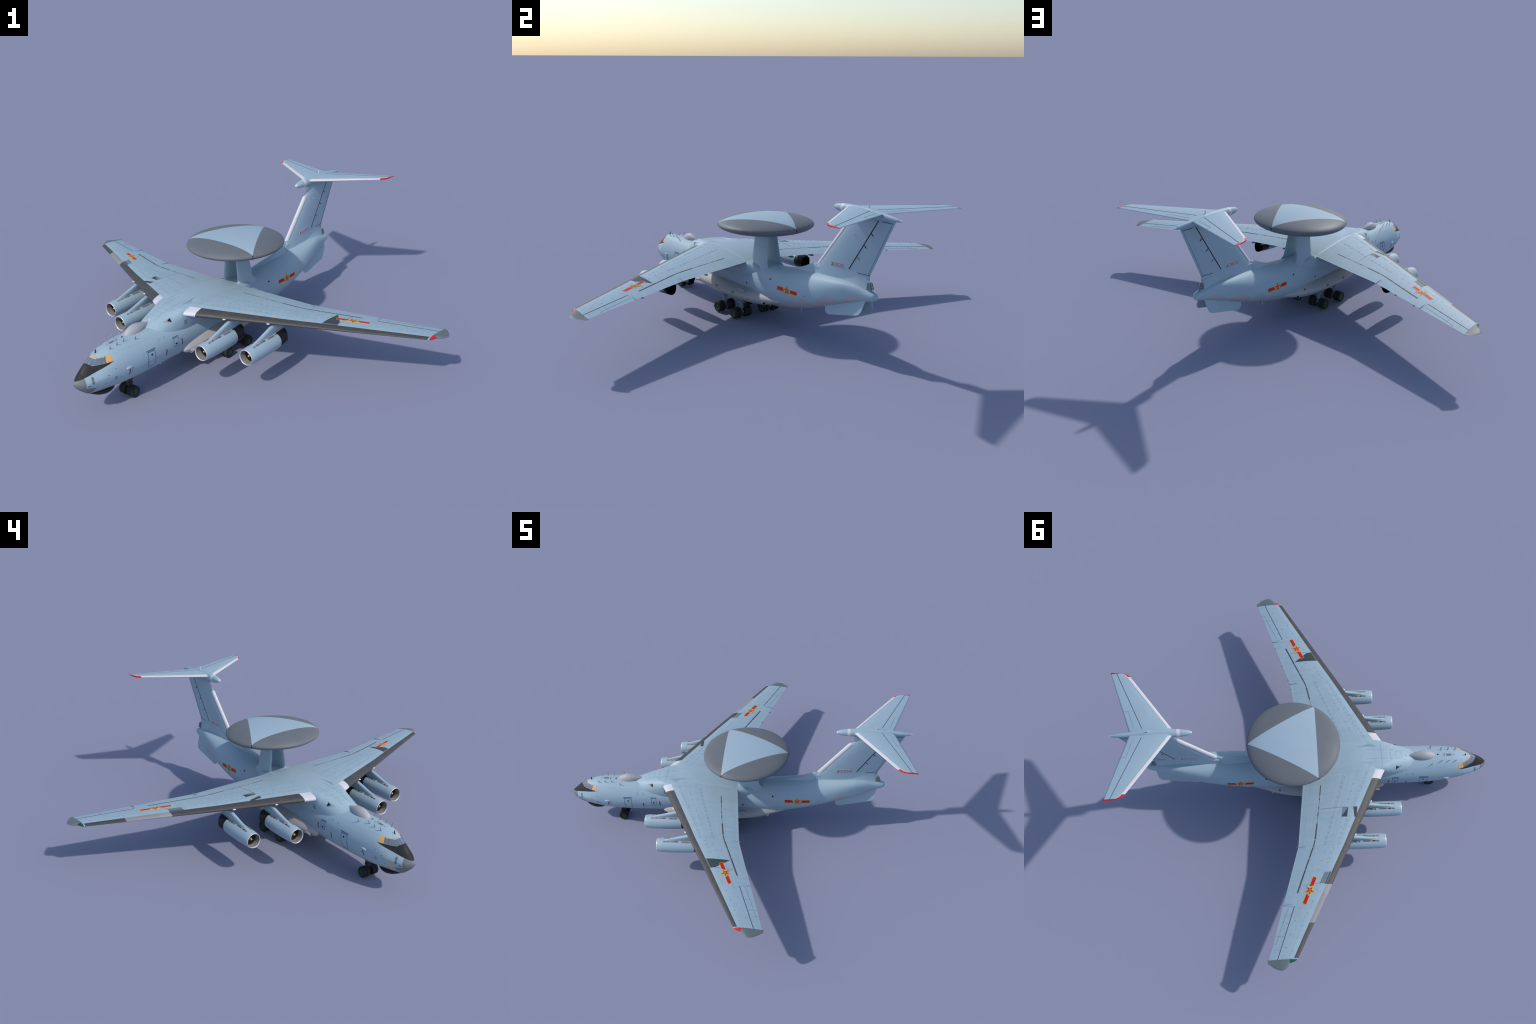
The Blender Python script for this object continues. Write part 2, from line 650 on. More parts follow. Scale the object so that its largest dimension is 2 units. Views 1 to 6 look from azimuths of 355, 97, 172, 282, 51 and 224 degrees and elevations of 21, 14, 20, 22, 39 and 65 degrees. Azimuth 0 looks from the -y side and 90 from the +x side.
# ------------------------------------------------------------------ fuselage
# a, top z, bottom z, half width, z of widest, upper exponent, lower exponent
FUS = [
    (-1.4080, 0.2245, 0.2215, 0.0015, 0.223, 2.0, 2.0),
    (-1.4035, 0.2320, 0.2080, 0.0105, 0.221, 1.9, 2.0),
    (-1.3950, 0.2390, 0.1955, 0.0198, 0.219, 1.75, 2.0),
    (-1.3800, 0.2530, 0.1795, 0.0330, 0.217, 1.6, 1.9),
    (-1.3611, 0.2720, 0.1620, 0.0440, 0.216, 1.5, 1.8),
    (-1.3260, 0.3050, 0.1345, 0.0585, 0.217, 1.40, 1.5),
    (-1.3000, 0.3190, 0.1240, 0.0680, 0.219, 1.45, 1.45),
    (-1.2700, 0.3300, 0.1190, 0.0780, 0.222, 1.65, 1.55),
    (-1.2300, 0.3400, 0.1200, 0.0890, 0.226, 1.92, 1.75),
    (-1.1800, 0.3480, 0.1175, 0.0990, 0.229, 2.05, 1.9),
    (-1.1200, 0.3515, 0.1150, 0.1085, 0.231, 2.05, 2.0),
    (-1.0500, 0.3525, 0.1125, 0.1155, 0.2315, 2.0, 2.0),
    (-0.9700, 0.3525, 0.1115, 0.1195, 0.2315, 2.0, 2.0),
    (-0.8500, 0.3525, 0.1110, 0.1205, 0.2315, 2.0, 2.0),
    (-0.3000, 0.3525, 0.1110, 0.1205, 0.2315, 2.0, 2.0),
    (-0.1000, 0.3560, 0.1115, 0.1200, 0.2335, 2.0, 2.0),
    (0.0000, 0.3620, 0.1150, 0.1200, 0.2370, 2.0, 2.0),
    (0.1000, 0.3720, 0.1295, 0.1190, 0.2440, 2.0, 2.0),
    (0.2000, 0.3840, 0.1500, 0.1165, 0.2550, 2.0, 2.0),
    (0.3000, 0.3950, 0.1750, 0.1115, 0.2680, 2.05, 2.0),
    (0.4000, 0.4030, 0.2045, 0.1020, 0.2830, 2.3, 2.0),
    (0.5000, 0.4065, 0.2370, 0.0885, 0.2990, 3.0, 2.0),
    (0.6000, 0.4065, 0.2725, 0.0710, 0.3160, 4.0, 2.0),
    (0.6800, 0.4000, 0.2985, 0.0510, 0.3300, 3.4, 2.0),
    (0.7400, 0.3880, 0.3160, 0.0350, 0.3450, 2.6, 2.0),
    (0.7750, 0.3810, 0.3250, 0.0275, 0.3530, 2.2, 2.0),
    (0.7980, 0.3745, 0.3320, 0.0225, 0.3540, 2.0, 2.0),
    (0.8090, 0.3680, 0.3410, 0.0150, 0.3550, 2.0, 2.0),
    (0.8140, 0.3570, 0.3550, 0.0010, 0.3560, 2.0, 2.0),
]


def fus_ring(a, n=96):
    t, b, w, m, pu, pl = lerp_table(FUS, a)
    ring = []
    for j in range(n):
        th = 2 * math.pi * j / n
        c, s = math.cos(th), math.sin(th)
        p, h = (pu, t - m) if s >= 0 else (pl, m - b)
        l = w * math.copysign(abs(c) ** (2 / p), c)
        z = m + h * math.copysign(abs(s) ** (2 / p), s)
        ring.append(V(a, l, z))
    return ring


st = [-1.4080, -1.4062, -1.4035, -1.400, -1.395, -1.388, -1.380, -1.371, -1.3611]
st += arange(-1.352, -1.12, 30) + arange(-1.10, 0.60, 58) + arange(0.62, 0.7745, 10)
st += [0.785, 0.792, 0.798, 0.804, 0.809, 0.812, 0.814]
rings = [fus_ring(a) for a in st]
verts, faces = loft(rings)
label = []
for i in range(len(st) - 1):
    lab = 'nose' if st[i + 1] <= -1.3610 else ('tail' if st[i] >= 0.7700 else 'body')
    label += [lab] * 96
label += ['nose', 'tail']
parts = split_regions(verts, faces, {
    'body': ('fuselage', MAT['fuselage']), 'nose': ('nose_cone', MAT['radome']),
    'tail': ('tail_cone', MAT['paint'])}, label, {})
FUSE = parts['body']
TREE_F = bvh_of(list(parts.values()))

# chin radar bulge below the nose
rings = []
for a in arange(-1.322, -1.148, 26):
    t = (a + 1.322) / 0.174
    s = math.sin(math.pi * t) ** 0.65 if 0 < t < 1 else 0.0
    w = 0.004 + 0.050 * s
    zt = lerp_table(FUS, a)[1] + 0.014
    zb = lin([(-1.322, 0.133), (-1.28, 0.1115), (-1.24, 0.1000), (-1.205, 0.0985),
              (-1.17, 0.1060), (-1.148, 0.1155)], a)
    rings.append([V(a, w * math.copysign(abs(math.cos(th)) ** 0.8, math.cos(th)),
                    zt + (zt - zb) * math.sin(th) if math.sin(th) < 0 else zt + 0.004 * math.sin(th))
                  for th in (2 * math.pi * j / 40 for j in range(40))])
v, f = loft(rings)
make('chin_radar_bulge', v, f, MAT['black'])

# ------------------------------------------------------------------ wings
LE = lambda l: -0.7138 + (l - 0.1048) * 0.5234
TE = lambda l: max(-0.1955 + (l - 0.11) * 0.118, -0.139 + (l - 0.5864) * 0.2964)
ZLE = lambda l: 0.371 + (l - 0.105) * -0.0571
ZTE = lambda l: 0.3585 + (l - 0.11) * -0.0538
THK = lambda l: lin([(0.0, 0.125), (0.6, 0.12), (0.9, 0.112), (1.27, 0.098)], l)


def naca(c, t):
    return 5 * t * (0.2969 * math.sqrt(max(c, 0)) - 0.126 * c - 0.3516 * c * c
                    + 0.2843 * c ** 3 - 0.1036 * c ** 4)


def wing_pt(l, c, up):
    ch = TE(l) - LE(l)
    z = ZLE(l) + (ZTE(l) - ZLE(l)) * c + ch * (0.008 * 4 * c * (1 - c) + up * naca(c, THK(l)))
    return LE(l) + ch * c, z


# wing-root hump over the fuselage: a, top z, half width, exponent; flush with the wing skin
WT = lambda a: wing_pt(0.105, (a - LE(0.105)) / (TE(0.105) - LE(0.105)), 1)[1]
HUMP = [(-0.965, 0.337, 0.020, 2.2), (-0.930, 0.3520, 0.045, 2.2), (-0.900, 0.3600, 0.066, 2.3), (-0.860, 0.3720, 0.086, 2.5),
        (-0.800, 0.3870, 0.0990, 3.0), (-0.750, 0.3965, 0.1050, 4.0), (-0.715, 0.4010, 0.1085, 6.0), (-0.680, 0.4025, 0.1100, 8.0)]
HUMP += [(a, WT(a) + 0.0040, 0.1105, 9.0) for a in (-0.64, -0.58, -0.52, -0.46, -0.40, -0.34, -0.28, -0.23)]
HUMP += [(-0.195, 0.3615, 0.1100, 9.0), (-0.150, 0.3590, 0.1020, 5.5), (-0.100, 0.3555, 0.0900, 3.5), (-0.050, 0.3500, 0.0700, 2.5)]
rings = []
for a in arange(-0.965, -0.050, 84):
    t, w, p = lerp_table(HUMP, a)
    zc = 0.285
    ring = []
    for j in range(80):
        th = 2 * math.pi * j / 80
        c, s = math.cos(th), math.sin(th)
        if s >= 0:
            ring.append(V(a, w * math.copysign(abs(c) ** (2 / p), c), zc + (t - zc) * abs(s) ** (2 / p)))
        else:
            ring.append(V(a, w * c * (1 - 0.25 * abs(s)), zc - 0.055 * abs(s)))
    rings.append(ring)
v, f = loft(rings)
HUMP_OB = make('wing_root_fairing', v, f, MAT['paint'], angle=60)
TREE_FH = bvh_of(list(parts.values()) + [HUMP_OB])

SLATC = lambda l: lin([(0.06, 0.112), (0.105, 0.1137), (0.586, 0.125), (0.83, 0.142), (1.26, 0.150)], l)
FLAPC = lambda l: lin([(0.06, 0.752), (0.1925, 0.765), (0.5482, 0.700), (0.8776, 0.735), (0.92, 0.74)], l)
AILC = lambda l: lin([(0.92, 0.705), (0.959, 0.706), (1.2674, 0.705)], l)

spans = sorted(set([0.055, 0.105, 0.1635, 0.30, 0.45, 0.57, 0.5864, 0.60, 0.70, 0.757, 0.832, 0.8776, 0.94,
                    0.959, 1.05, 1.06, 1.15, 1.22, 1.252, 1.2635, 1.270]
                   + arange(0.2, 1.24, 24)))
NF, NM, NR = 10, 26, 9      # chord steps on slat, box, flap


def chord_params(l):
    s = SLATC(l)
    f = FLAPC(l) if l < 0.925 else AILC(l)
    cs = [s * (i / NF) ** 2 for i in range(NF + 1)]
    cs += [s + (f - s) * i / NM for i in range(1, NM + 1)]
    cs += [f + (1 - f) * i / NR for i in range(1, NR + 1)]
    return cs


def build_wing(side):
    n = NF + NM + NR + 1
    rings, per = [], 2 * n - 1
    for l in spans:
        cs = chord_params(l)
        up = [wing_pt(l, c, 1) for c in cs]
        dn = [wing_pt(l, c, -1) for c in cs]
        pts = list(reversed(up)) + dn[1:]
        rings.append([V(x, side * l, z) for x, z in pts])
    verts, faces = loft(rings)
    label = []
    for i in range(len(spans) - 1):
        lm = (spans[i] + spans[i + 1]) / 2
        for j in range(per):
            if j == per - 1:
                label.append('wing' if not 0.1925 < lm < 0.9 else 'flap')
                continue
            k = (n - 1 - j - 1) if j < n - 1 else (j - (n - 1))   # chord cell from LE
            if k < NF and 0.105 < lm < 1.26:
                if lm < 0.1635:
                    label.append('root')
                elif side < 0 and 0.832 < lm < 1.06:
                    label.append('pale')
                else:
                    label.append('slat')
            elif k >= NF + NM and 0.1925 < lm < 0.8776:
                label.append('flap')
            elif k >= NF + NM and 0.959 < lm < 1.27:
                label.append('aileron')
            else:
                label.append('wing')
    label += ['wing', 'wing']
    out = split_regions(verts, faces, {
        'wing': ('wing', MAT['wing']), 'slat': ('leading_edge_slat', MAT['slat']),
        'pale': ('leading_edge_slat', MAT['slat_light']), 'root': ('leading_edge_root', MAT['white']),
        'flap': ('flap', MAT['wing']), 'aileron': ('aileron', MAT['wing'])},
        label, {'slat': 'wing', 'pale': 'wing', 'root': 'wing', 'flap': 'wing', 'aileron': 'wing'})
    return out


def star_pts(c, axis, side, R, r):
    """five-pointed star; axis = unit vector of the point, side = unit vector to its right"""
    pts = []
    for i in range(10):
        t = math.pi * i / 5
        q = R if i % 2 == 0 else r
        pts.append((c[0] + q * (math.cos(t) * axis[0] + math.sin(t) * side[0]),
                    c[1] + q * (math.cos(t) * axis[1] + math.sin(t) * side[1])))
    # five kites round the centre
    return [[tuple(c), pts[2 * i - 1], pts[2 * i], pts[2 * i + 1]] for i in range(5)]


def insignia(c, axis, along, view, tree, parent, R, half, width, far, near, flip):
    """red star edged in yellow between two red bars edged in yellow"""
    side = (-axis[1], axis[0])
    decal('insignia_star', star_pts(c, axis, side, R, R * 0.395), view, tree, MAT['yellow'], parent, 0.0016)
    decal('insignia_star', star_pts(c, axis, side, R * 0.72, R * 0.275), view, tree, MAT['red'], parent, 0.0020)
    # small character strokes in the middle of the star
    s = R * 0.16
    tip = lambda u, v: (c[0] + axis[0] * v + side[0] * u, c[1] + axis[1] * v + side[1] * u)
    strokes = [(tip(-s * .3, s * 1.3), tip(-s * .9, s * .2)), (tip(s * .2, s * 1.3), tip(s * .9, s * .2)),
               (tip(-s * .9, -s * .7), tip(s * .9, -s * .7))]
    polys = []
    for p, q in strokes:
        polys += ribbon([p, q], R * 0.07)
    decal('insignia_character', polys, view, tree, MAT['yellow'], parent, 0.0024)
    across = (-along[1], along[0])
    for sg in (1, -1):
        for mat, grow, off in (('yellow', R * 0.085, 0.0008), ('red', 0.0, 0.0012)):
            u1, w = sg * (half + grow), width / 2 + grow
            # inner end cut on the slant, parallel to the star's flank
            slope = (far - near) / width
            q_far, q_near = sg * (far + grow * slope), sg * (near - grow * slope)
            poly = [(q_near, -w * flip), (u1, -w * flip), (u1, w * flip), (q_far, w * flip)]
            decal('insignia_bar', [[(c[0] + along[0] * u + across[0] * v, c[1] + along[1] * u + across[1] * v)
                                    for u, v in poly]], view, tree, MAT[mat], parent, off)


def wing_outline(c, l0, l1, n=12):
    return [(LE(l) + (TE(l) - LE(l)) * c(l), l) for l in arange(l0, l1, n)]


for side in (1, -1):
    W = build_wing(side)
    tree = bvh_of(list(W.values()))
    wing = W['wing']
    S_ = lambda pts: [(u, side * v) for u, v in pts]

    # tip cap: bulged grey fairing beyond the tip rib
    cap = [(-0.1010, 1.2705, 1.2715), (-0.0865, 1.2705, 1.281), (-0.070, 1.2705, 1.2865), (-0.057, 1.2705, 1.290),
           (-0.050, 1.2705, 1.302), (-0.043, 1.2705, 1.3135), (-0.0286, 1.2705, 1.327), (-0.008, 1.2705, 1.3325),
           (0.0158, 1.2705, 1.326), (0.041, 1.2705, 1.312), (0.060, 1.2705, 1.297), (0.0708, 1.2705, 1.2885),
           (0.0725, 1.2705, 1.283)]
    rings = []
    for a, l0, l1 in cap:
        c = min(max((a - LE(1.27)) / (TE(1.27) - LE(1.27)), 0.004), 0.985)
        zu, zd = wing_pt(1.27, c, 1)[1], wing_pt(1.27, c, -1)[1]
        zm, h = (zu + zd) / 2, max((zu - zd) / 2, 0.0012) * 1.03
        ring = [V(a, side * (l0 - 0.002), zm + h), V(a, side * (l0 - 0.002), zm - h)]
        for j in range(9):
            t = -math.pi / 2 + math.pi * j / 8
            ring.append(V(a, side * (l0 + (l1 - l0) * math.cos(t)), zm - 0.0015 * math.cos(t) + h * math.sin(t)))
        rings.append(ring)
    k = 4
    v, f = loft(rings[:k])
    make('tip_light', v, f, MAT['tipred' if side > 0 else 'tipgreen'], wing)
    v, f = loft(rings[k - 1:])
    make('wing_tip_cap', v, f, MAT['tipcap'], wing)

    # dark opening between box and flap, broken in places
    c_in = lambda l: FLAPC(l)
    segs = [(0.195, 0.262, .005), (0.275, 0.292, .004), (0.335, 0.352, .004), (0.372, 0.398, .005),
            (0.445, 0.545, .0075), (0.552, 0.598, .006), (0.60, 0.662, .0075), (0.668, 0.735, .0075), (0.740, 0.8776, .0085)]
    polys = []
    for l0, l1, w in segs:
        lo, hi = [], []
        for l in arange(l0, l1, 5):
            x = LE(l) + (TE(l) - LE(l)) * FLAPC(l)
            lo.append((x - w / 2, l))
            hi.append((x + w / 2, l))
        polys.append(S_(lo + hi[::-1]))
    decal('flap_gap', polys, 'top', tree, MAT['gap'], wing, 0.0008)
    decal('flap_gap_line', [q for q in ribbon(S_(wing_outline(FLAPC, 0.19, 0.88, 24)), 0.0012)],
          'top', tree, MAT['dark_line'], wing, 0.0006)
    # aileron hinge, ends and tab
    ln = ribbon(S_(wing_outline(AILC, 0.959, 1.268, 10)), 0.0026)
    decal('aileron_hinge', ln, 'top', tree, MAT['dark_line'], wing, 0.0009)
    ln = ribbon(S_([(-0.094, 0.959), (-0.028, 0.950)]), 0.001)
    ln += ribbon(S_([(-0.062, 0.966), (0.010, 1.150), (0.022, 1.178), (0.034, 1.176)]), 0.0009)
    ln += ribbon(S_([(-0.030, 1.135), (0.022, 1.132)]), 0.001)
    for l in (1.01, 1.06, 1.115, 1.165, 1.215):
        x = LE(l) + (TE(l) - LE(l)) * 0.705
        ln += ribbon(S_([(x, l), (x + 0.012, l - 0.001)]), 0.0012)
    decal('aileron_tab_line', ln, 'top', tree, MAT['grey'], wing, 0.0006, stuff=True)
    # tank access plates in rows: rim lines
    rims, dots = [], []
    for c0, l0, l1, k in ((0.215, 0.135, 0.575, 17), (0.49, 0.150, 0.575, 14)):
        for i in range(k):
            l = l0 + (l1 - l0) * i / (k - 1)
            x = LE(l) + (TE(l) - LE(l)) * (c0 + (0.03 if c0 < 0.3 else 0.0) * (i / k))
            if (i * 7 + int(c0 * 10)) % 4 == 1:
                dots.append(S_(disc(x, l, 0.0045, 0.0055, 12)))
            else:
                rims += ribbon(S_(disc(x, l, 0.0068, 0.0095, 14)), 0.0013, True)
    for c0, l0, l1, k in ((0.33, 0.20, 0.40, 5), (0.30, 0.61, 0.70, 4), (0.45, 0.63, 0.74, 3), (0.30, 0.86, 1.22, 6), (0.55, 0.97, 1.2, 4)):
        for i in range(k):
            l = l0 + (l1 - l0) * i / (k - 1)
            dots.append(S_(disc(LE(l) + (TE(l) - LE(l)) * c0, l, 0.0042, 0.0055, 12)))
    pm = simple('access_plate_line', (0.235, 0.33, 0.385), 0.5)
    decal('access_plate_rim', rims, 'top', tree, pm, wing, 0.0005, stuff=True)
    decal('access_plate', dots, 'top', tree, simple('access_plate_tone', (0.265, 0.36, 0.415), 0.5), wing, 0.0005, stuff=True)

    # dark patches on the wing skin, beside the insignia and inboard
    if side > 0:
        decal('dark_patch', [[(-0.3315, 0.7575), (-0.1795, 0.7590), (-0.262, 0.8255), (-0.2945, 0.8310), (-0.3085, 0.803)]],
              'top', tree, MAT['patch'], wing, 0.0008)
        decal('dark_patch_edge', ribbon([(-0.262, 0.8285), (-0.150, 0.8355)], 0.0028), 'top', tree, MAT['patch_mid'], wing, 0.0005)
        decal('dark_patch_stripe', ribbon([(-0.325, 0.762), (-0.292, 0.826)], 0.0035), 'top', tree, MAT['grey'], wing, 0.0013)
    else:
        decal('dark_patch', [S_([(-0.331, 0.757), (-0.292, 0.757), (-0.258, 0.824), (-0.292, 0.829)])],
              'top', tree, MAT['patch_mid'], wing, 0.0008)
        decal('dark_patch_edge', ribbon(S_([(-0.262, 0.826), (-0.158, 0.832)]), 0.0022), 'top', tree, MAT['patch_mid'], wing, 0.0005)
        decal('dark_patch_stripe', ribbon(S_([(-0.327, 0.759), (-0.293, 0.827)]), 0.006), 'top', tree, MAT['patch'], wing, 0.0013)
        decal('dark_patch', [S_([(-0.463, 0.3514), (-0.4153, 0.4113), (-0.4509, 0.4128)]),
                           S_([(-0.4955, 0.3485), (-0.5194, 0.3495), (-0.511, 0.4150), (-0.4965, 0.4150)])],
              'top', tree, MAT['patch'], wing, 0.0008)
        decal('dark_patch', [S_([(-0.463, 0.3514), (-0.4300, 0.3505), (-0.4153, 0.4113)])],
              'top', tree, MAT['patch_mid'], wing, 0.0008)
        decal('dark_patch_edge', ribbon(S_([(-0.286, 0.3525), (-0.43, 0.3500), (-0.463, 0.3514)]), 0.0022), 'top', tree, MAT['patch_mid'], wing, 0.0006)

    # wing insignia
    al = (0.073, 0.1617 * side)
    q = math.hypot(*al)
    al = (al[0] / q, al[1] / q)
    ax = (0.085, 0.996 * side)
    insignia((-0.1950, 0.8670 * side), ax, al, 'top', tree, wing, 0.0385, 0.0875, 0.0205, 0.0370, 0.0225, side)

    # fences at the flap ends
    for l in (0.5864, 0.9435):
        pr = [(-0.062, 0.000), (-0.040, 0.004), (-0.010, 0.006), (0.004, 0.005), (0.010, 0.001), (0.0, -0.004), (-0.062, -0.004)]
        xs = []
        for off in (-0.0013, 0.0013):
            ring = []
            for dx, dz in pr:
                c = min((TE(l) + dx - LE(l)) / (TE(l) - LE(l)), 1.0)
                ring.append(V(TE(l) + dx, side * (l + off), wing_pt(l, c, 1)[1] + dz))
            xs.append(ring)
        v, f = loft(xs)
        make('wing_fence', v, f, MAT['paint'], wing, smooth=False)

    # flap track fairings hanging below the trailing edge
    for l in (0.165, 0.255, 0.332, 0.405, 0.55, 0.627, 0.745, 0.892):
        x1 = TE(l) + 0.007
        ln_ = 0.085
        zc = wing_pt(l, 0.86, -1)[1] - 0.004
        rings = []
        for i in range(13):
            t = i / 12
            r = 0.0095 * math.sin(math.pi * min(max(t, 0.02), 0.98)) ** 0.7
            rings.append([V(x1 - ln_ * (1 - t), side * (l + r * 0.75 * math.cos(h)), zc + 0.004 * (1 - t) + r * 1.1 * math.sin(h))
                          for h in (2 * math.pi * j / 14 for j in range(14))])
        v, f = loft(rings)
        make('flap_track_fairing', v, f, MAT['fairing'], wing)

    # small pale caps on the slat above the pylons
    for a, l in ((-0.604, 0.3074), (-0.488, 0.5213)):
        ellipsoid('slat_cap', (LE(l) + 0.001, side * l, ZLE(l) - 0.003), (0.010, 0.010, 0.0035), MAT['white'], wing, 16, 8)

# ------------------------------------------------------------------ engines
def engine_meshes():
    prof = [(0.0060, 0.0392), (0.003, 0.0398), (0.0008, 0.0408), (0.0, 0.0417), (0.0010, 0.0428), (0.0040, 0.0437)]
    lip = loft(revolve_x(prof, 48), False, False)
    prof = [(0.0040, 0.0437), (0.02, 0.0462), (0.045, 0.0480), (0.09, 0.0492), (0.15, 0.0494), (0.20, 0.0485),
            (0.230, 0.0472), (0.2520, 0.0455), (0.2520, 0.0415)]
    cowl = loft(revolve_x(prof, 56), False, False)
    duct = loft(revolve_x([(0.0060, 0.0392), (0.015, 0.0385), (0.048, 0.0380), (0.049, 0.0)], 40), False, False)

    def fish(x, t):
        if x < 0.28:
            return 0.0
        return 0.018 * (abs(math.sin(t)) ** 2) * (x - 0.28) / 0.036
    noz = loft(revolve_x([(0.250, 0.0425), (0.270, 0.0430), (0.285, 0.0425), (0.300, 0.0408), (0.316, 0.0392),
                          (0.3155, 0.0375), (0.29, 0.037), (0.262, 0.034), (0.255, 0.0)], 48, fish), False, False)
    core = loft(revolve_x([(0.255, 0.022), (0.285, 0.020), (0.305, 0.010), (0.313, 0.001)], 24))
    blades = []
    for i in range(24):
        t0 = 2 * math.pi * i / 24
        q = []
        for r, tw in ((0.009, 0.9), (0.0376, 0.35)):
            for s in (-1, 1):
                a = t0 + s * 0.105 * (0.012 / r if r < 0.02 else 1) * 1.0
                q.append((0.041 + s * 0.005 * tw, r * math.cos(a), r * math.sin(a)))
        b = [(x + 0.0012, y, z) for x, y, z in q]
        blades.append((q + b, [(0, 1, 3, 2), (4, 6, 7, 5), (0, 2, 6, 4), (1, 5, 7, 3), (2, 3, 7, 6)]))
    fan = join_geo(blades)
    spin = loft(revolve_x([(0.020, 0.0004), (0.022, 0.0038), (0.028, 0.0070), (0.038, 0.0098), (0.048, 0.0105)], 24))
    return lip, cowl, duct, noz, core, fan, spin


def pylon_mesh(dz):
    """swept plate: rows of z, leading x, trailing x, half thickness (engine frame)"""
    rows = [(0.036, 0.052, 0.318, 0.0075), (0.044, 0.046, 0.322, 0.0090), (0.052, 0.062, 0.322, 0.0098),
            (0.066, 0.112, 0.330, 0.0102), (0.080, 0.160, 0.345, 0.0105), (0.094, 0.207, 0.365, 0.0110), (0.112, 0.262, 0.40, 0.0115)]
    rings = []
    for z, x0, x1, h in rows:
        ring = []
        cs = [1.0, 0.85, 0.65, 0.45, 0.25, 0.12, 0.05, 0.015, 0.0]
        prof = [(c, min(1.0, (c / 0.14) ** 0.5) * (1 if c < 0.55 else 1 - 0.8 * (c - 0.55) / 0.45)) for c in cs]
        up = [(x0 + (x1 - x0) * c, h * y, z) for c, y in prof]
        dn = [(x0 + (x1 - x0) * c, -h * y, z) for c, y in reversed(prof[:-1])]
        rings.append(up + dn)
    return loft(rings)


LIP, COWL, DUCT, NOZ, CORE, FAN, SPIN = engine_meshes()
proto = {}
ENGINES = [((-0.812, 0.3145, 0.2385)), ((-0.696, 0.5250, 0.2265)), ((-0.812, -0.3145, 0.2385)), ((-0.696, -0.5250, 0.2265))]


def place(kind, geo, mat, parent, **kw):
    if kind not in proto:
        ob = make(kind, geo[0], geo[1], mat, parent, **kw)
        proto[kind] = ob
    else:
        ob = proto[kind].copy()
        COL.objects.link(ob)
        ob.parent = parent
    return ob


nac_tree = None
for a, l, z in ENGINES:
    first = 'nacelle' not in proto
    nac = place('nacelle', COWL, MAT['nacelle'], ROOT, angle=50)
    nac.location = V(a, l, z)
    if first:
        nac_tree = bvh_of([nac])
    place('intake_lip', LIP, MAT['steel'], nac, angle=80)
    place('intake_duct', DUCT, MAT['duct'], nac, angle=50)
    place('nozzle', NOZ, MAT['soot'], nac, angle=50)
    place('exhaust_plug', CORE, MAT['soot'], nac)
    place('fan', FAN, MAT['fan'], nac, smooth=False)
    place('spinner', SPIN, MAT['brass'], nac)
    place('pylon', pylon_mesh(0), MAT['nacelle'], nac, angle=50)
    if first:
        # open slots in the cowl beside the pylon, and the sooty shelf under the pylon tail
        for s in (1, -1):
            proto['slot%d' % s] = decal('cowl_slot', [rect(0.046, s * 0.0118, 0.150, s * 0.0212), rect(0.165, s * 0.0118, 0.226, s * 0.0225)],
                                        'top', nac_tree, MAT['slot'], nac, 0.0006)
        v, f = box((0.275, 0, 0.0415), (0.105, 0.034, 0.006))
        proto['shelf'] = make('heat_shield', v, f, MAT['soot'], nac, smooth=False)
    else:
        for k in ('slot1', 'slot-1', 'shelf'):
            ob = proto[k].copy()
            COL.objects.link(ob)
            ob.parent = nac

# ------------------------------------------------------------------ fin, rudder
FIN_LE = [(0.345, 0.300), (0.380, 0.318), (0.400, 0.330), (0.4535, 0.3560), (0.70, 0.5655), (0.715, 0.583), (0.730, 0.594), (0.790, 0.640)]
FIN_TE = [(0.345, 0.7560), (0.43, 0.7570), (0.4619, 0.7588), (0.77, 0.9250), (0.80, 0.941)]
HINGE = [(0.345, 0.60), (0.4747, 0.6175), (0.763, 0.8175), (0.80, 0.843)]
FIN_T = [(0.345, 0.0290), (0.40, 0.0250), (0.46, 0.0215), (0.60, 0.0190), (0.78, 0.0170)]
zs = sorted(set([0.345, 0.37, 0.385, 0.40, 0.415, 0.43, 0.445, 0.4535, 0.4619, 0.4685, 0.4747, 0.70, 0.715, 0.73, 0.745, 0.79] + arange(0.48, 0.69, 12)))
NFf, NFm, NFr = 8, 14, 8


def fin_half(c, h, x):
    """half thickness over chord fraction"""
    return h * naca(c, 1.0) * 2.0


rings = []
for z in zs:
    x0, x1, xh, h = lin(FIN_LE, z), lin(FIN_TE, z), lin(HINGE, z), lin(FIN_T, z)
    cw = min(0.032, 0.5 * (xh - x0)) / (x1 - x0)
    ch = (xh - x0) / (x1 - x0)
    cs = [cw * (i / NFf) ** 2 for i in range(NFf + 1)]
    cs += [cw + (ch - cw) * i / NFm for i in range(1, NFm + 1)]
    cs += [ch + (1 - ch) * i / NFr for i in range(1, NFr + 1)]
    prof = [(x0 + (x1 - x0) * c, fin_half(c, h, 0)) for c in cs]
    ring = [V(x, y + 0.0006, z) for x, y in reversed(prof)] + [V(x, -y - 0.0006, z) for x, y in prof[1:]]
    rings.append(ring)
verts, faces = loft(rings)
n = NFf + NFm + NFr + 1
per = 2 * n - 1
label = []
for i in range(len(zs) - 1):
    zm = (zs[i] + zs[i + 1]) / 2
    for j in range(per):
        if j == per - 1:
            label.append('rudder' if zm > 0.4619 and zm < 0.775 else 'fin')
            continue
        k = (n - 2 - j) if j < n - 1 else (j - (n - 1))
        if k < NFf - 4 and 0.4535 < zm < 0.70:
            label.append('white')
        elif k >= NFf + NFm and 0.4619 < zm:
            label.append('rudder')
        else:
            label.append('fin')
label += ['fin', 'fin']
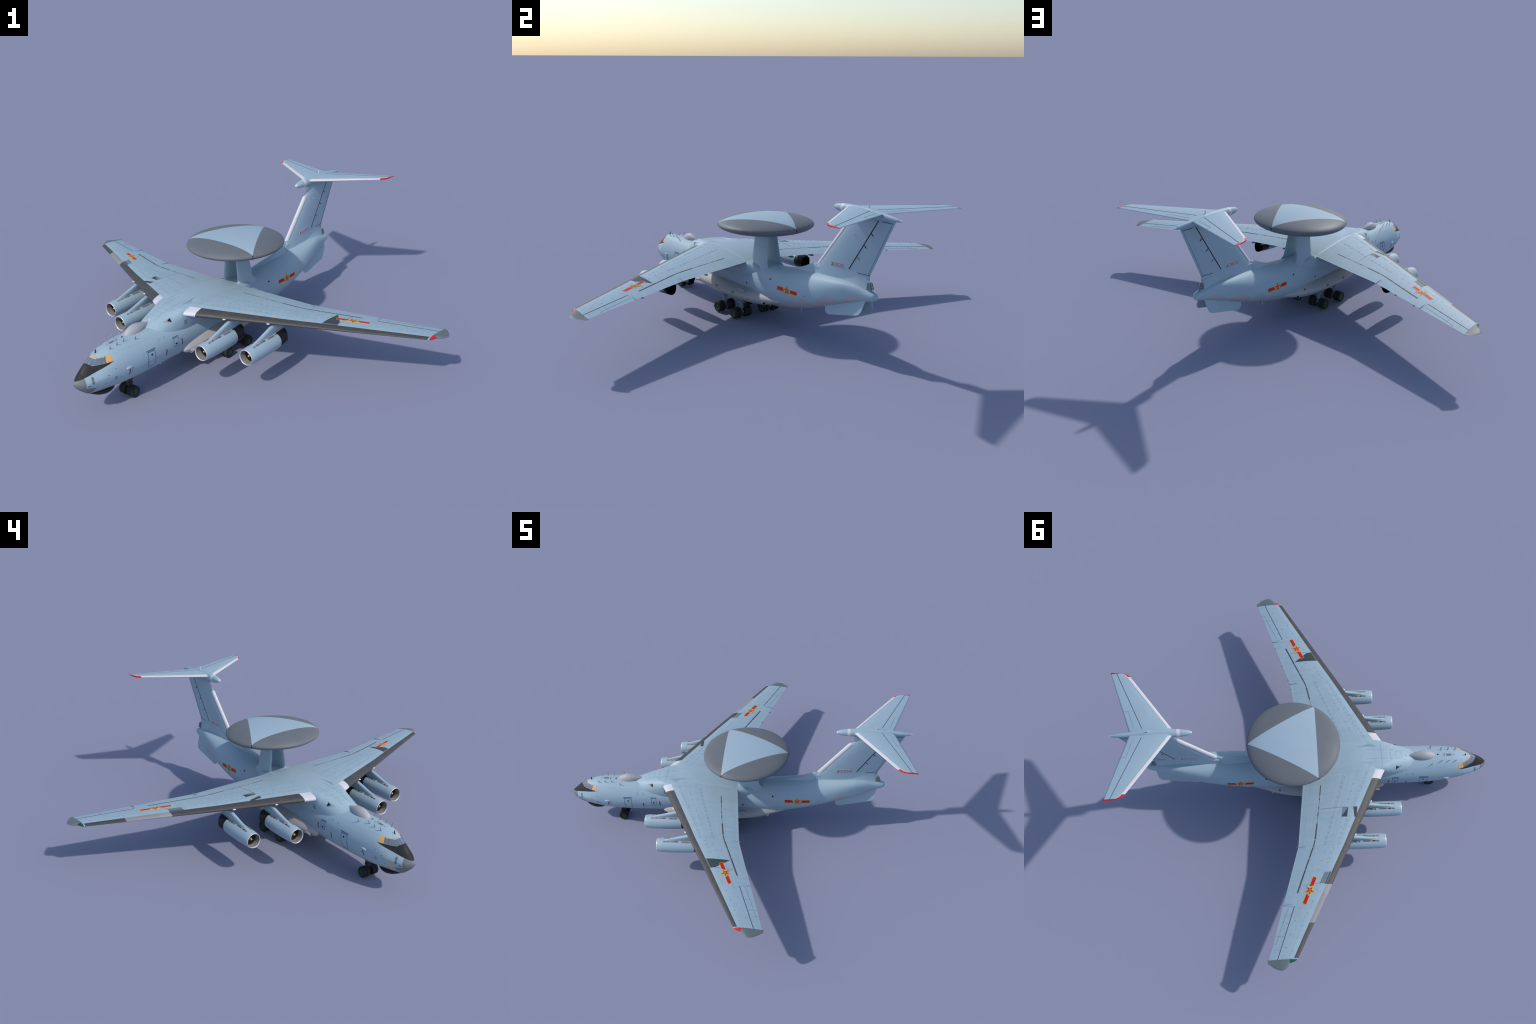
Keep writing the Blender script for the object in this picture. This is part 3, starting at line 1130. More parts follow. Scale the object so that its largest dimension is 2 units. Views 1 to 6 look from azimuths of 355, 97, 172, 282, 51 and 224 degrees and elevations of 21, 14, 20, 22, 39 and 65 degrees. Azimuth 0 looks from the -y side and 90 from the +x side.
FINP = split_regions(verts, faces, {'fin': ('fin', MAT['fin']), 'white': ('fin_leading_edge', MAT['white']),
                                    'rudder': ('rudder', MAT['fin'])}, label, {'white': 'fin', 'rudder': 'fin'})
FIN = FINP['fin']
TREE_FIN = bvh_of(list(FINP.values()))

# proud blunt strip on the fin's leading edge
rings = []
for z in (0.4515, 0.4530, 0.50, 0.56, 0.62, 0.68, 0.698, 0.7010):
    x0, g = lin(FIN_LE, z), (0.4 if z in (0.4515, 0.7010) else 1.0)
    ring = []
    for j in range(17):
        t = -math.pi / 2 + math.pi * j / 16
        ring.append(V(x0 + 0.016 - (0.021 * g) * math.cos(t), 0.0128 * g * math.sin(t), z + 0.004 * math.cos(t)))
    rings.append(ring)
v, f = loft(rings)
make('fin_leading_edge_strip', v, f, MAT['white'], FIN)
v, f = box(V(0.5985, 0, 0.7500), (0.018, 0.014, 0.022))
make('fin_tip_block', v, f, MAT['antenna_pale'], FIN, smooth=False)

# dorsal fillet ahead of the fin
DORS = [(0.06, 0.366, 0.004), (0.10, 0.3735, 0.008), (0.145, 0.384, 0.0115), (0.19, 0.3945, 0.0145), (0.24, 0.412, 0.0165), (0.285, 0.432, 0.0175),
        (0.320, 0.4430, 0.0150), (0.345, 0.4500, 0.0110), (0.375, 0.4500, 0.0070)]
rings = []
for a in arange(0.06, 0.375, 28):
    t, w = lerp_table(DORS, a)
    zb = lerp_table(FUS, a)[0] - 0.022
    ring = []
    for j in range(21):
        th = math.pi * j / 20
        c, s = math.cos(th), math.sin(th)
        flare = 1 + 0.9 * (1 - s) ** 2
        ring.append(V(a, w * flare * math.copysign(abs(c) ** 0.9, c), zb + (t - zb) * s ** 0.9))
    rings.append(ring)
v, f = loft(rings)
make('dorsal_fillet', v, f, MAT['fin'], FIN, angle=60)

# flared fin root running aft over the rear fuselage
rings = []
for a in arange(0.34, 0.768, 40):
    t = lin([(0.34, 0.432), (0.5, 0.445), (0.68, 0.452), (0.768, 0.430)], a)
    zb = lerp_table(FUS, a)[0] - 0.02
    w = lin([(0.34, 0.030), (0.5, 0.030), (0.68, 0.030), (0.74, 0.0235), (0.768, 0.016)], a)
    wt = lin([(0.34, 0.017), (0.5, 0.020), (0.66, 0.012), (0.768, 0.003)], a)
    ring = []
    for j in range(13):
        q = j / 12
        ring.append(V(a, wt + (w - wt) * (1 - q) ** 2.2, zb + (t - zb) * q))
    ring += [V(a, q_, z_) for (a_, q_, z_) in []]
    mir = [(p[0], -p[1], p[2]) for p in reversed(ring)]
    rings.append(ring + mir)
v, f = loft(rings)
make('fin_root_fairing', v, f, MAT['fin'], FIN, angle=60)

# tail warning box and rudder details
v, f = loft([[V(0.748, s * 0.0135, 0.388), V(0.781, s * 0.012, 0.391), V(0.769, s * 0.010, 0.4255), V(0.751, s * 0.011, 0.4245)] for s in (1, -1)])
make('tail_sensor_box', v, f, MAT['grey'], smooth=False)
for i in range(4):
    v, f = box(V(0.7795 - i * 0.003, 0, 0.397 + i * 0.0075), (0.004, 0.006, 0.003))
    make('tail_sensor', v, f, MAT['pale'], smooth=False)
for s, view in ((1, 'port'), (-1, 'starboard')):
    decal('rudder_hinge', ribbon([(lin(HINGE, z), z) for z in arange(0.4747, 0.764, 8)], 0.0052), view, TREE_FIN, MAT['black_dot'], FIN, 0.0008)
    decal('rudder_line', ribbon([(0.677, 0.4635), (0.757, 0.4622)], 0.0026)
          + ribbon([(lin(FIN_TE, z) - 0.014, z) for z in arange(0.466, 0.755, 6)], 0.0010)
          + ribbon([(0.845, 0.7645), (0.921, 0.762)], 0.0030), view, TREE_FIN, MAT['dark_line'], FIN, 0.0008)
    decal('fin_strip_line', ribbon([(lin(FIN_LE, z) + 0.0185, z) for z in arange(0.458, 0.698, 6)], 0.0010), view, TREE_FIN, MAT['grey'], FIN, 0.0008)
    for a, z in ((0.7681, 0.6924), (0.7201, 0.6211), (0.6736, 0.5496)):
        hv, hf = tube(V(a + 0.002, s * 0.0125, z), V(a + 0.017, s * 0.0135, z - 0.013), 0.0024, 0.0020, 8)
        make('rudder_hinge_arm', hv, hf, MAT['black'], FIN)
    hv, hf = tube(V(0.6494, s * 0.012, 0.669), V(0.6494, s * 0.024, 0.671), 0.0018)
    make('fin_pin', hv, hf, MAT['antenna_pale'], FIN)

# serial number on the fin: both sides read forward-to-aft correctly
for s, view in ((1, 'port'), (-1, 'starboard')):
    for mat, grow, off in (('pale', 0.0016, 0.0008), ('brick', 0.0, 0.0014)):
        cu = bpy.data.curves.new('number', 'FONT')
        cu.body = '30000'
        cu.size = 0.0335
        cu.space_character = 1.12
        cu.offset = grow * 1.2
        tmp = bpy.data.objects.new('number', cu)
        COL.objects.link(tmp)
        dg = bpy.context.evaluated_depsgraph_get()
        tm = bpy.data.meshes.new_from_object(tmp.evaluated_get(dg))
        xs_ = [v.co.x for v in tm.vertices]
        cx, wd = (min(xs_) + max(xs_)) / 2, max(xs_) - min(xs_)
        ys_ = [v.co.y for v in tm.vertices]
        cy = (min(ys_) + max(ys_)) / 2
        sc = (0.096 if grow == 0 else 0.0985) / wd
        zc = 0.4815
        bm = bmesh.new()
        bm.from_mesh(tm)
        bmesh.ops.triangulate(bm, faces=bm.faces[:])
        polys = []
        for fc in bm.faces:
            pp = [((v.co.x - cx) * sc, (v.co.y - cy) * 1.0) for v in fc.verts]
            polys.append([(0.5285 + (x if s > 0 else -x), zc + y + (0.03 * x if s > 0 else -0.03 * x) * 1.0) for x, y in pp])
        bm.free()
        decal('serial_number', polys, view, TREE_FIN, MAT[mat], FIN, off, step=1.0)
        bpy.data.objects.remove(tmp)
        bpy.data.curves.remove(cu)
        bpy.data.meshes.remove(tm)

# ------------------------------------------------------------------ tail bullet and stabilizer
BUL = [(0.4735, 0.0015, 0.7925), (0.476, 0.0060, 0.7925), (0.483, 0.0110, 0.7922), (0.497, 0.0165, 0.7920), (0.516, 0.0208, 0.7918), (0.55, 0.0242, 0.7920),
       (0.60, 0.0265, 0.7930), (0.68, 0.0272, 0.7935), (0.75, 0.0258, 0.7930), (0.80, 0.0220, 0.7910), (0.86, 0.0172, 0.7890), (0.90, 0.0140, 0.7875),
       (0.938, 0.0100, 0.7850), (0.958, 0.0058, 0.7842), (0.968, 0.0030, 0.7840), (0.974, 0.0008, 0.7840)]


def bullet(a0, a1, k, name, mat, grow=0.0, parent=None):
    rg = []
    for a in arange(a0, a1, k):
        r, zc = lerp_table(BUL, a)
        r += grow
        rg.append([V(a, 0.94 * r * math.cos(t), zc + r * math.sin(t)) for t in (2 * math.pi * j / 36 for j in range(36))])
    v, f = loft(rg)
    return make(name, v, f, mat, parent, angle=60)


BULLET = bullet(0.4735, 0.974, 70, 'tail_bullet', MAT['paint'])
bullet(0.5445, 0.5640, 5, 'bullet_band', MAT['white'], 0.0008, BULLET)
bullet(0.4733, 0.4815, 6, 'bullet_tip', MAT['antenna_pale'], 0.0006, BULLET)
bullet(0.9600, 0.9743, 5, 'bullet_tip', MAT['antenna_pale'], 0.0006, BULLET)
v, f = tube(V(0.735, 0, 0.815), V(0.735, 0, 0.8395), 0.0032, 0.0026, 10)
make('bullet_antenna', v, f, MAT['antenna_pale'], BULLET)

HLE = lambda l: 0.5755 + (l - 0.0) * 0.7070 if l < 0.394 else lin([(0.394, 0.8541), (0.405, 0.8635), (0.4145, 0.8760), (0.421, 0.893), (0.4265, 0.920), (0.430, 0.950), (0.4325, 0.972)], l)
HTE = lambda l: 0.8455 + l * 0.3090
HZ = lambda l: 0.8015 + l * 0.010
hs = arange(0.0, 0.394, 16) + [0.405, 0.4145, 0.421, 0.4265, 0.430, 0.4325]
for side in (1, -1):
    rings = []
    k0, k1, k2 = 8, 14, 7
    for l in hs:
        x0, x1 = HLE(l), HTE(l)
        full0 = 0.5755 + l * 0.7070
        chf = x1 - full0
        cw = min(0.022 / (x1 - x0), 0.4)
        xh = 0.7585 + l * 0.4300
        ch = max((xh - x0) / (x1 - x0), cw + 0.02)
        cs = [cw * (i / k0) ** 2 for i in range(k0 + 1)] + [cw + (ch - cw) * i / k1 for i in range(1, k1 + 1)] \
            + [ch + (1 - ch) * i / k2 for i in range(1, k2 + 1)]
        tk = 0.105 * chf / (x1 - x0) if l > 0.394 else 0.105
        tk = min(tk, 0.105 * 1.6)
        prof = [(x0 + (x1 - x0) * c, (x1 - x0) * naca(c, tk) * (1 if l < 0.42 else lin([(0.42, 0.9), (0.4325, 0.3)], l))) for c in cs]
        rings.append([V(x, side * l, HZ(l) + y + 0.0004) for x, y in reversed(prof)] + [V(x, side * l, HZ(l) - y - 0.0004) for x, y in prof[1:]])
    verts, faces = loft(rings)
    n = k0 + k1 + k2 + 1
    per = 2 * n - 1
    label = []
    for i in range(len(hs) - 1):
        lm = (hs[i] + hs[i + 1]) / 2
        for j in range(per):
            k = k0 + k1 if j == per - 1 else ((n - 2 - j) if j < n - 1 else (j - (n - 1)))
            if lm > 0.4215:
                label.append('tip')
            elif k < k0 - 1 and lm > 0.394:
                label.append('tip')
            elif k < k0 and lm > 0.026:
                label.append('white')
            elif k >= k0 + k1 and lm > 0.026:
                label.append('elev')
            else:
                label.append('stab')
    label += ['stab', 'tip']
    HP = split_regions(verts, faces, {'stab': ('horizontal_stabilizer', MAT['stab']), 'white': ('stabilizer_leading_edge', MAT['white']),
                                      'tip': ('stabilizer_tip', MAT['tipred']), 'elev': ('elevator', MAT['stab'])}, label,
                       {'white': 'stab', 'tip': 'stab', 'elev': 'stab'})
    tr = bvh_of(list(HP.values()))
    S_ = lambda pts: [(u, side * v) for u, v in pts]
    decal('elevator_hinge', ribbon(S_([(0.7585 + l * 0.43, l) for l in arange(0.03, 0.422, 8)]), 0.0024), 'top', tr, MAT['dark_line'], HP['stab'], 0.0007)
    decal('elevator_tab_line', ribbon(S_([(0.822, 0.035), (0.858, 0.155), (0.890, 0.152)]), 0.0009)
          + ribbon(S_([(HLE(l) + 0.0235, l) for l in arange(0.03, 0.39, 6)]), 0.0010), 'top', tr, MAT['grey'], HP['stab'], 0.0006, stuff=True)

# ------------------------------------------------------------------ radar dish and struts
R, H = DISH[2], DISH[3]
rings = []
for i in range(49):
    t = -math.pi / 2 + math.pi * i / 48
    rr, zz = R * math.cos(t), H * math.sin(t)
    rings.append([V(DISH[0] + max(rr, 1e-4) * math.cos(p), max(rr, 1e-4) * math.sin(p), DISH[1] + zz)
                  for p in (2 * math.pi * j / 128 for j in range(128))])
v, f = loft(rings)
DOB = make('radar_dish', v, f, MAT['dish'], angle=80)
for ang in (0, 120, 240):
    rg = []
    for t in arange(-0.45, 0.20, 12):
        ring = []
        for w, g in ((-0.0022, 0.0), (-0.0022, 0.0009), (0.0022, 0.0009), (0.0022, 0.0)):
            rr = (R + g) * math.cos(t)
            ph = math.radians(ang)
            ring.append(V(DISH[0] + rr * math.cos(ph) - w * math.sin(ph), rr * math.sin(ph) + w * math.cos(ph), DISH[1] + (H + g) * math.sin(t)))
        rg.append(ring)
    v, f = loft(rg)
    make('dish_seam', v, f, MAT['black_dot'], DOB, smooth=False)

# a pair of slab struts, leaning together toward the dish, flared at the foot
# z, l at leading edge, l at trailing edge, leading a, trailing a, half thickness
SROWS = [(0.330, 0.058, 0.058, -0.215, -0.012, 0.018), (0.350, 0.057, 0.054, -0.202, -0.030, 0.0135), (0.360, 0.0565, 0.0525, -0.196, -0.042, 0.0105),
         (0.370, 0.0555, 0.0515, -0.1925, -0.0495, 0.0090), (0.40, 0.0530, 0.0485, -0.1910, -0.0545, 0.0085), (0.45, 0.0480, 0.0425, -0.1885, -0.0590, 0.0080),
         (0.50, 0.0425, 0.0365, -0.1855, -0.0625, 0.0078), (0.562, 0.0360, 0.0295, -0.1820, -0.0665, 0.0075)]
for side in (1, -1):
    rings = []
    for z, l0, l1, x0, x1, h in SROWS:
        cs = [1.0, 0.985, 0.94, 0.85, 0.7, 0.5, 0.3, 0.15, 0.06, 0.015, 0.0]
        pr = [(c, min(1.0, (c / 0.10) ** 0.5) * min(1.0, ((1 - c) / 0.22 + 0.10) ** 0.8)) for c in cs]
        rings.append([V(x0 + (x1 - x0) * c, side * (l0 + (l1 - l0) * c + h * y), z) for c, y in pr]
                     + [V(x0 + (x1 - x0) * c, side * (l0 + (l1 - l0) * c - h * y), z) for c, y in reversed(pr[:-1])])
    v, f = loft(rings)
    make('dish_strut', v, f, MAT['fin'], angle=50)

# ------------------------------------------------------------------ landing gear sponsons
SPON = [  # a, centre l, centre z, half width, half height
    (-0.735, 0.104, 0.160, 0.002, 0.003), (-0.722, 0.104, 0.162, 0.014, 0.018), (-0.700, 0.104, 0.164, 0.024, 0.029), (-0.660, 0.104, 0.166, 0.036, 0.039), (-0.600, 0.104, 0.168, 0.049, 0.048),
    (-0.520, 0.104, 0.170, 0.061, 0.054), (-0.420, 0.104, 0.171, 0.069, 0.056), (-0.300, 0.104, 0.170, 0.072, 0.054), (-0.200, 0.104, 0.169, 0.069, 0.052),
    (-0.100, 0.102, 0.169, 0.059, 0.047), (-0.030, 0.100, 0.170, 0.045, 0.039), (0.030, 0.098, 0.173, 0.029, 0.028), (0.080, 0.096, 0.177, 0.015, 0.016), (0.115, 0.096, 0.180, 0.006, 0.006), (0.128, 0.095, 0.181, 0.001, 0.001)]
for side in (1, -1):
    rings = []
    for a in arange(-0.735, 0.128, 64):
        lc, zc, w, h = lerp_table(SPON, a)
        ring = []
        for j in range(40):
            t = 2 * math.pi * j / 40
            c, s = math.cos(t), math.sin(t)
            e, hh = (1.25, h * 0.90) if s >= 0 else (1.20, h)
            ring.append(V(a, side * (lc + w * math.copysign(abs(c) ** e, c)), zc + hh * math.copysign(abs(s) ** e, s)))
        rings.append(ring)
    v, f = loft(rings)
    SP = make('gear_sponson', v, f, MAT['sponson'], angle=60)
    tr = bvh_of([SP])
    view = 'port' if side > 0 else 'starboard'
    # ram inlet, side pod, exhaust stub, dark scuppers
    rg = [[V(a, side * (lc + r * math.cos(t)), zc + 0.62 * r * math.sin(t)) for t in (2 * math.pi * j / 20 for j in range(20))]
          for a, lc, zc, r in ((-0.640, 0.132, 0.160, 0.004), (-0.668, 0.131, 0.155, 0.013), (-0.700, 0.128, 0.150, 0.0155), (-0.7005, 0.128, 0.150, 0.0135), (-0.655, 0.128, 0.151, 0.011))]
    v, f = loft(rg)
    make('ram_inlet', v, f, MAT['sponson'], SP)
    rg = [[V(a, side * (0.128 + r * math.cos(t)), 0.150 + 0.62 * r * math.sin(t)) for t in (2 * math.pi * j / 20 for j in range(20))]
          for a, r in ((-0.6990, 0.0134), (-0.690, 0.0132))]
    v, f = loft(rg)
    make('inlet_throat', v, f, MAT['grey'], SP)
    if side > 0:
        ellipsoid('side_pod', (-0.168, 0.158, 0.200), (0.036, 0.011, 0.0095), MAT['belly'], SP, 20, 12)
    v, f = join_geo([tube(V(-0.010, side * 0.116, 0.160), V(0.016, side * 0.127, 0.154), 0.0130, 0.0120, 18)])
    make('exhaust_stub', v, f, MAT['belly'], SP)
    v, f = tube(V(0.0155, side * 0.1268, 0.1541), V(0.0172, side * 0.1275, 0.1537), 0.0092, 0.0092, 18)
    make('exhaust_opening', v, f, MAT['black_dot'], SP)
    decal('scupper', [disc(-0.414, 0.175, 0.012, 0.007), disc(-0.235, 0.1725, 0.012, 0.007)], view, tr, MAT['grey'], SP)
    if side < 0:
        decal('drain_port', [disc(-0.04, 0.19, 0.0045, 0.0045)], view, tr, MAT['black_dot'], SP)

# ------------------------------------------------------------------ landing gear
def wheel_geo(r, w):
    prof = [(-w * .42, r * .52), (-w * .5, r * .62), (-w * .5, r * .80), (-w * .44, r * .92), (-w * .28, r * .985), (0, r),
            (w * .28, r * .985), (w * .44, r * .92), (w * .5, r * .80), (w * .5, r * .62), (w * .42, r * .52)]
    ty = [[(rr * math.cos(t), y, rr * math.sin(t)) for t in (2 * math.pi * j / 36 for j in range(36))] for y, rr in prof]
    hp = [(-w * .36, 0.001), (-w * .44, r * .16), (-w * .40, r * .20), (-w * .30, r * .30), (-w * .40, r * .46), (-w * .42, r * .53), (w * .42, r * .53), (w * .40, r * .46), (w * .30, r * .30), (w * .40, r * .20), (w * .44, r * .16), (w * .36, .001)]
    hb = [[(rr * math.cos(t), y, rr * math.sin(t)) for t in (2 * math.pi * j / 28 for j in range(28))] for y, rr in hp]
    return loft(ty, False, False), loft(hb)


def add_wheels(kind, parent, a, ls, r, w):
    ty, hb = wheel_geo(r, w)
    for l in ls:
        t = place(kind + 'tyre', ty, MAT['tyre'], parent, angle=40)
        h = place(kind + 'hub', hb, MAT['hub'], parent, angle=30)
        for ob, nm in ((t, 'tyre'), (h, 'wheel_hub')):
            if not ob.name.startswith(nm):
                ob.name = nm
            ob.location = V(a, l, r)


for side in (1, -1):
    for a in (-0.4180, -0.2410):
        r = 0.0345
        geo = [tube(V(a + 0.004, side * 0.1065, 0.150), V(a, side * 0.1065, 0.030), 0.0095, 0.0080, 14),
               tube(V(a, side * 0.050, r), V(a, side * 0.164, r), 0.0075),
               tube(V(a + 0.030, side * 0.1065, 0.135), V(a + 0.004, side * 0.1065, 0.055), 0.0045, 0.004),
               tube(V(a - 0.012, side * 0.098, 0.110), V(a - 0.010, side * 0.098, 0.040), 0.003),
               box(V(a - 0.002, side * 0.1065, 0.098), (0.026, 0.026, 0.010)),
               box(V(a, side * 0.1065, 0.066), (0.022, 0.020, 0.012))]
        v, f = join_geo(geo)
        g = make('main_landing_gear', v, f, MAT['strut'], angle=40)
        add_wheels('m', g, a, [side * x for x in (0.157, 0.1315, 0.0815, 0.056)], r, 0.0225)

a, r = -1.0530, 0.0320
geo = [tube(V(a + 0.016, 0, 0.135), V(a + 0.002, 0, 0.030), 0.0100, 0.0080, 14), tube(V(a, -0.046, r), V(a, 0.046, r), 0.0065),
       tube(V(a - 0.012, 0.006, 0.120), V(a - 0.004, 0.008, 0.040), 0.0035), tube(V(a - 0.012, -0.006, 0.120), V(a - 0.004, -0.008, 0.040), 0.0035),
       box(V(a + 0.004, 0, 0.070), (0.026, 0.026, 0.016)), box(V(a - 0.010, 0, 0.095), (0.018, 0.040, 0.010)), tube(V(a + 0.045, 0, 0.118), V(a + 0.006, 0, 0.060), 0.005)]
v, f = join_geo(geo)
NG = make('nose_landing_gear', v, f, MAT['strut_dark'], angle=40)
add_wheels('n', NG, a, (0.0415, 0.0205, -0.0205, -0.0415), r, 0.0190)
# ------------------------------------------------------------------ ventral strakes
for side in (1, -1):
    top = [(0.470, 0.0500, 0.2460), (0.56, 0.0450, 0.2750), (0.66, 0.0340, 0.3050), (0.7560, 0.0180, 0.3330)]
    bot = [(0.478, 0.0540, 0.2120), (0.4880, 0.0545, 0.2030), (0.505, 0.0545, 0.1985), (0.60, 0.0535, 0.2195), (0.715, 0.0515, 0.2440), (0.733, 0.0500, 0.2515), (0.744, 0.0470, 0.2640), (0.7600, 0.0170, 0.3290)]
    rings = []
    for i in range(25):
        q = i / 24
        a0 = 0.470 + (0.757 - 0.470) * q
        lt = lin([(p[0], p[1]) for p in top], a0)
        zt = lin([(p[0], p[2]) for p in top], a0) + 0.010
        a1 = 0.4775 + (0.7455 - 0.4775) * q
        lb = lin([(p[0], p[1]) for p in bot], a1)
        zb = lin([(p[0], p[2]) for p in bot], a1)
        th = 0.0030
        rings.append([V(a0, side * (lt + th), zt), V(a0, side * (lt - th), zt), V(a1, side * (lb - th * .5), zb), V(a1, side * (lb + th * .5), zb)])
    v, f = loft(rings)
    make('ventral_strake', v, f, MAT['paint'], angle=40)

# ------------------------------------------------------------------ fuselage fittings
# teardrop antenna cover behind the cockpit
rings = []
for i in range(33):
    q = i / 32
    a = -1.0527 + 0.1775 * q
    s = math.sin(math.pi * q ** 0.80)
    w = 0.0005 + 0.0312 * s ** (0.62 if q < 0.45 else 0.85)
    zc = 0.346 + 0.014 * q
    h = 0.002 + 0.0365 * s ** (0.65 if q < 0.45 else 0.9) * (1 - 0.35 * max(0, q - 0.35))
    rings.append([V(a, w * math.cos(t), zc + h * math.sin(t) * (1 if math.sin(t) > 0 else 0.4)) for t in (2 * math.pi * j / 36 for j in range(36))])
v, f = loft(rings)
make('antenna_blister', v, f, MAT['blister'], FUSE, angle=70)

# blade antennas
def blade(name, a, l, z, da, dl, dz, chord, th, mat, parent=FUSE):
    rg = []
    for q in (0.0, 0.9, 1.0):
        c = chord * (1 - 0.25 * q)
        cx, cl, cz = a + da * q, l + dl * q, z + dz * q
        pts = [(-0.5, 0), (-0.25, 0.5), (0.2, 0.5), (0.5, 0), (0.2, -0.5), (-0.25, -0.5)]
        rg.append([V(cx + c * u, cl + th * w * (1 - 0.3 * q), cz) for u, w in pts])
    v, f = loft(rg)
    return make(name, v, f, mat, parent, smooth=False)


for s in (1, -1):
    for a, l, z in ((-1.1862, 0.0357, 0.3370), (-1.1400, 0.0372, 0.3405), (-1.0939, 0.0368, 0.3430), (-1.0286, 0.0560, 0.3350)):
        blade('blade_antenna', a, s * l, z, -0.003, s * 0.0115, 0.0245, 0.0085, 0.0035, MAT['antenna'])
blade('blade_antenna', -1.2525, 0, 0.331, 0.003, 0, 0.0225, 0.010, 0.004, MAT['black'])
for a, l, d in ((-0.9450, 0.0, 0.016), (-0.8350, 0.02, 0.016), (-0.6950, 0.02, 0.016)):
    blade('belly_antenna', a, l, 0.116, 0.004, 0, -d - 0.006, 0.012, 0.004, MAT['antenna_pale'])
for a, z0, z1 in ((0.2075, 0.152, 0.1235), (-0.0850, 0.115, 0.0880)):
    v, f = tube(V(a, 0, z0), V(a, 0, z1), 0.0020, 0.0016, 8)
    make('belly_pin', v, f, MAT['antenna_pale'], FUSE)

# windscreen panes (front faces) and side panes
for s in (1, -1):
    view = 'port' if s > 0 else 'starboard'
    decal('windscreen_pane', [[(s * 0.0012, 0.3070), (s * 0.0140, 0.3020), (s * 0.0115, 0.3215), (s * 0.0012, 0.3245)]], 'front', TREE_F, MAT['glass'], FUSE, 0.0008, 0.004)
    decal('windscreen_pane', [[(s * 0.0160, 0.3010), (s * 0.0305, 0.2945), (s * 0.0260, 0.3165), (s * 0.0132, 0.3205)]], 'front', TREE_F, MAT['glass'], FUSE, 0.0008, 0.004)
    decal('cockpit_window', [[(-1.3030, 0.2935), (-1.2685, 0.2935), (-1.2520, 0.3180), (-1.2720, 0.3185)]], view, TREE_F, MAT['glass'], FUSE, 0.0008, 0.005)
    decal('cockpit_window', [[(-1.2650, 0.2935), (-1.2435, 0.2935), (-1.2315, 0.3200), (-1.2490, 0.3185)]], view, TREE_F, MAT['glass'], FUSE, 0.0008, 0.005)
    decal('amber_window', [[(-1.2405, 0.2935), (-1.2245, 0.2935), (-1.2195, 0.3230), (-1.2320, 0.3205)]], view, TREE_F, MAT['amber'], FUSE, 0.0008, 0.005)
    decal('amber_window', [[(-1.2215, 0.2935), (-1.2045, 0.2940), (-1.2075, 0.3255), (-1.2170, 0.3235)]], view, TREE_F, MAT['amber'], FUSE, 0.0008, 0.005)
    decal('window_frame', ribbon([(-1.2660, 0.2935), (-1.2500, 0.3185)], 0.0026) + ribbon([(-1.2425, 0.2935), (-1.2310, 0.3205)], 0.0022), view, TREE_F, MAT['grey'], FUSE, 0.0013)
    # amber brow dashes round the windscreen top (plan view a, l)
    decal('brow_mark', [[(-1.2790, s * 0.0018), (-1.2780, s * 0.0085), (-1.2735, s * 0.0085), (-1.2745, s * 0.0018)],
                        [(-1.2740, s * 0.0130), (-1.2660, s * 0.0235), (-1.2620, s * 0.0220), (-1.2700, s * 0.0120)],
                        [(-1.2630, s * 0.0275), (-1.2530, s * 0.0370), (-1.2495, s * 0.0350), (-1.2590, s * 0.0260)],
                        [(-1.2490, s * 0.0400), (-1.2390, s * 0.0475), (-1.2360, s * 0.0450), (-1.2455, s * 0.0380)],
                        [(-1.2340, s * 0.0500), (-1.2240, s * 0.0560), (-1.2220, s * 0.0530), (-1.2310, s * 0.0475)]],
          'top', TREE_F, MAT['amber'], FUSE, 0.0008, 0.006)
    # nose windows and small black slot
    decal('nose_window', [[(-1.3335, 0.2290), (-1.3220, 0.2260), (-1.3215, 0.2445), (-1.3300, 0.2470)], [(-1.3330, 0.2080), (-1.3215, 0.2060), (-1.3215, 0.2235), (-1.3332, 0.2260)]],
          view, TREE_F, MAT['grey'], FUSE)
    decal('nose_slot', [rect(-1.3560, 0.1985, -1.3400, 0.2020)], view, TREE_F, MAT['black_dot'], FUSE)
    if s < 0:
        decal('amber_window', [rect(-1.3020, 0.1850, -1.2780, 0.2050)], view, TREE_F, MAT['amber'], FUSE)
    # doors
    def rounded(u0, v0, u1, v1, r, skew=0.0):
        pts = []
        for cx, cy, t0 in ((u1 - r, v1 - r, 0), (u0 + r, v1 - r, 90), (u0 + r, v0 + r, 180), (u1 - r, v0 + r, 270)):
            for k in range(5):
                t = math.radians(t0 + 22.5 * k)
                pts.append((cx + r * math.cos(t), cy + r * math.sin(t)))
        return pts
    decal('door_outline', ribbon(rounded(-1.0035, 0.1735, -0.9535, 0.2640, 0.006), 0.0023, True) + ribbon([(-1.0005, 0.2605), (-0.9565, 0.2605)], 0.0012), view, TREE_F, MAT['blue_line'], FUSE, stuff=True)
    decal('door_outline', ribbon(rounded(-0.8110, 0.2200, -0.7765, 0.2680, 0.006), 0.0021, True), view, TREE_F, MAT['blue_line'], FUSE, stuff=True)
    decal('door_sill', [rect(-1.010, 0.2685, -0.946, 0.2715), rect(-0.8195, 0.2715, -0.7720, 0.2740)], view, TREE_F, MAT['dark_line'], FUSE)
    decal('port_hole', [disc(-0.9765, 0.2435, 0.0058), disc(-0.7940, 0.2340, 0.0058)], view, TREE_F, MAT['black_dot'], FUSE)
    decal('port_hole', [disc(-0.1652, 0.2391, 0.0062), disc(0.0446, 0.3052, 0.0062, 0.0055)], view, TREE_F, MAT['black_dot'], FUSE)
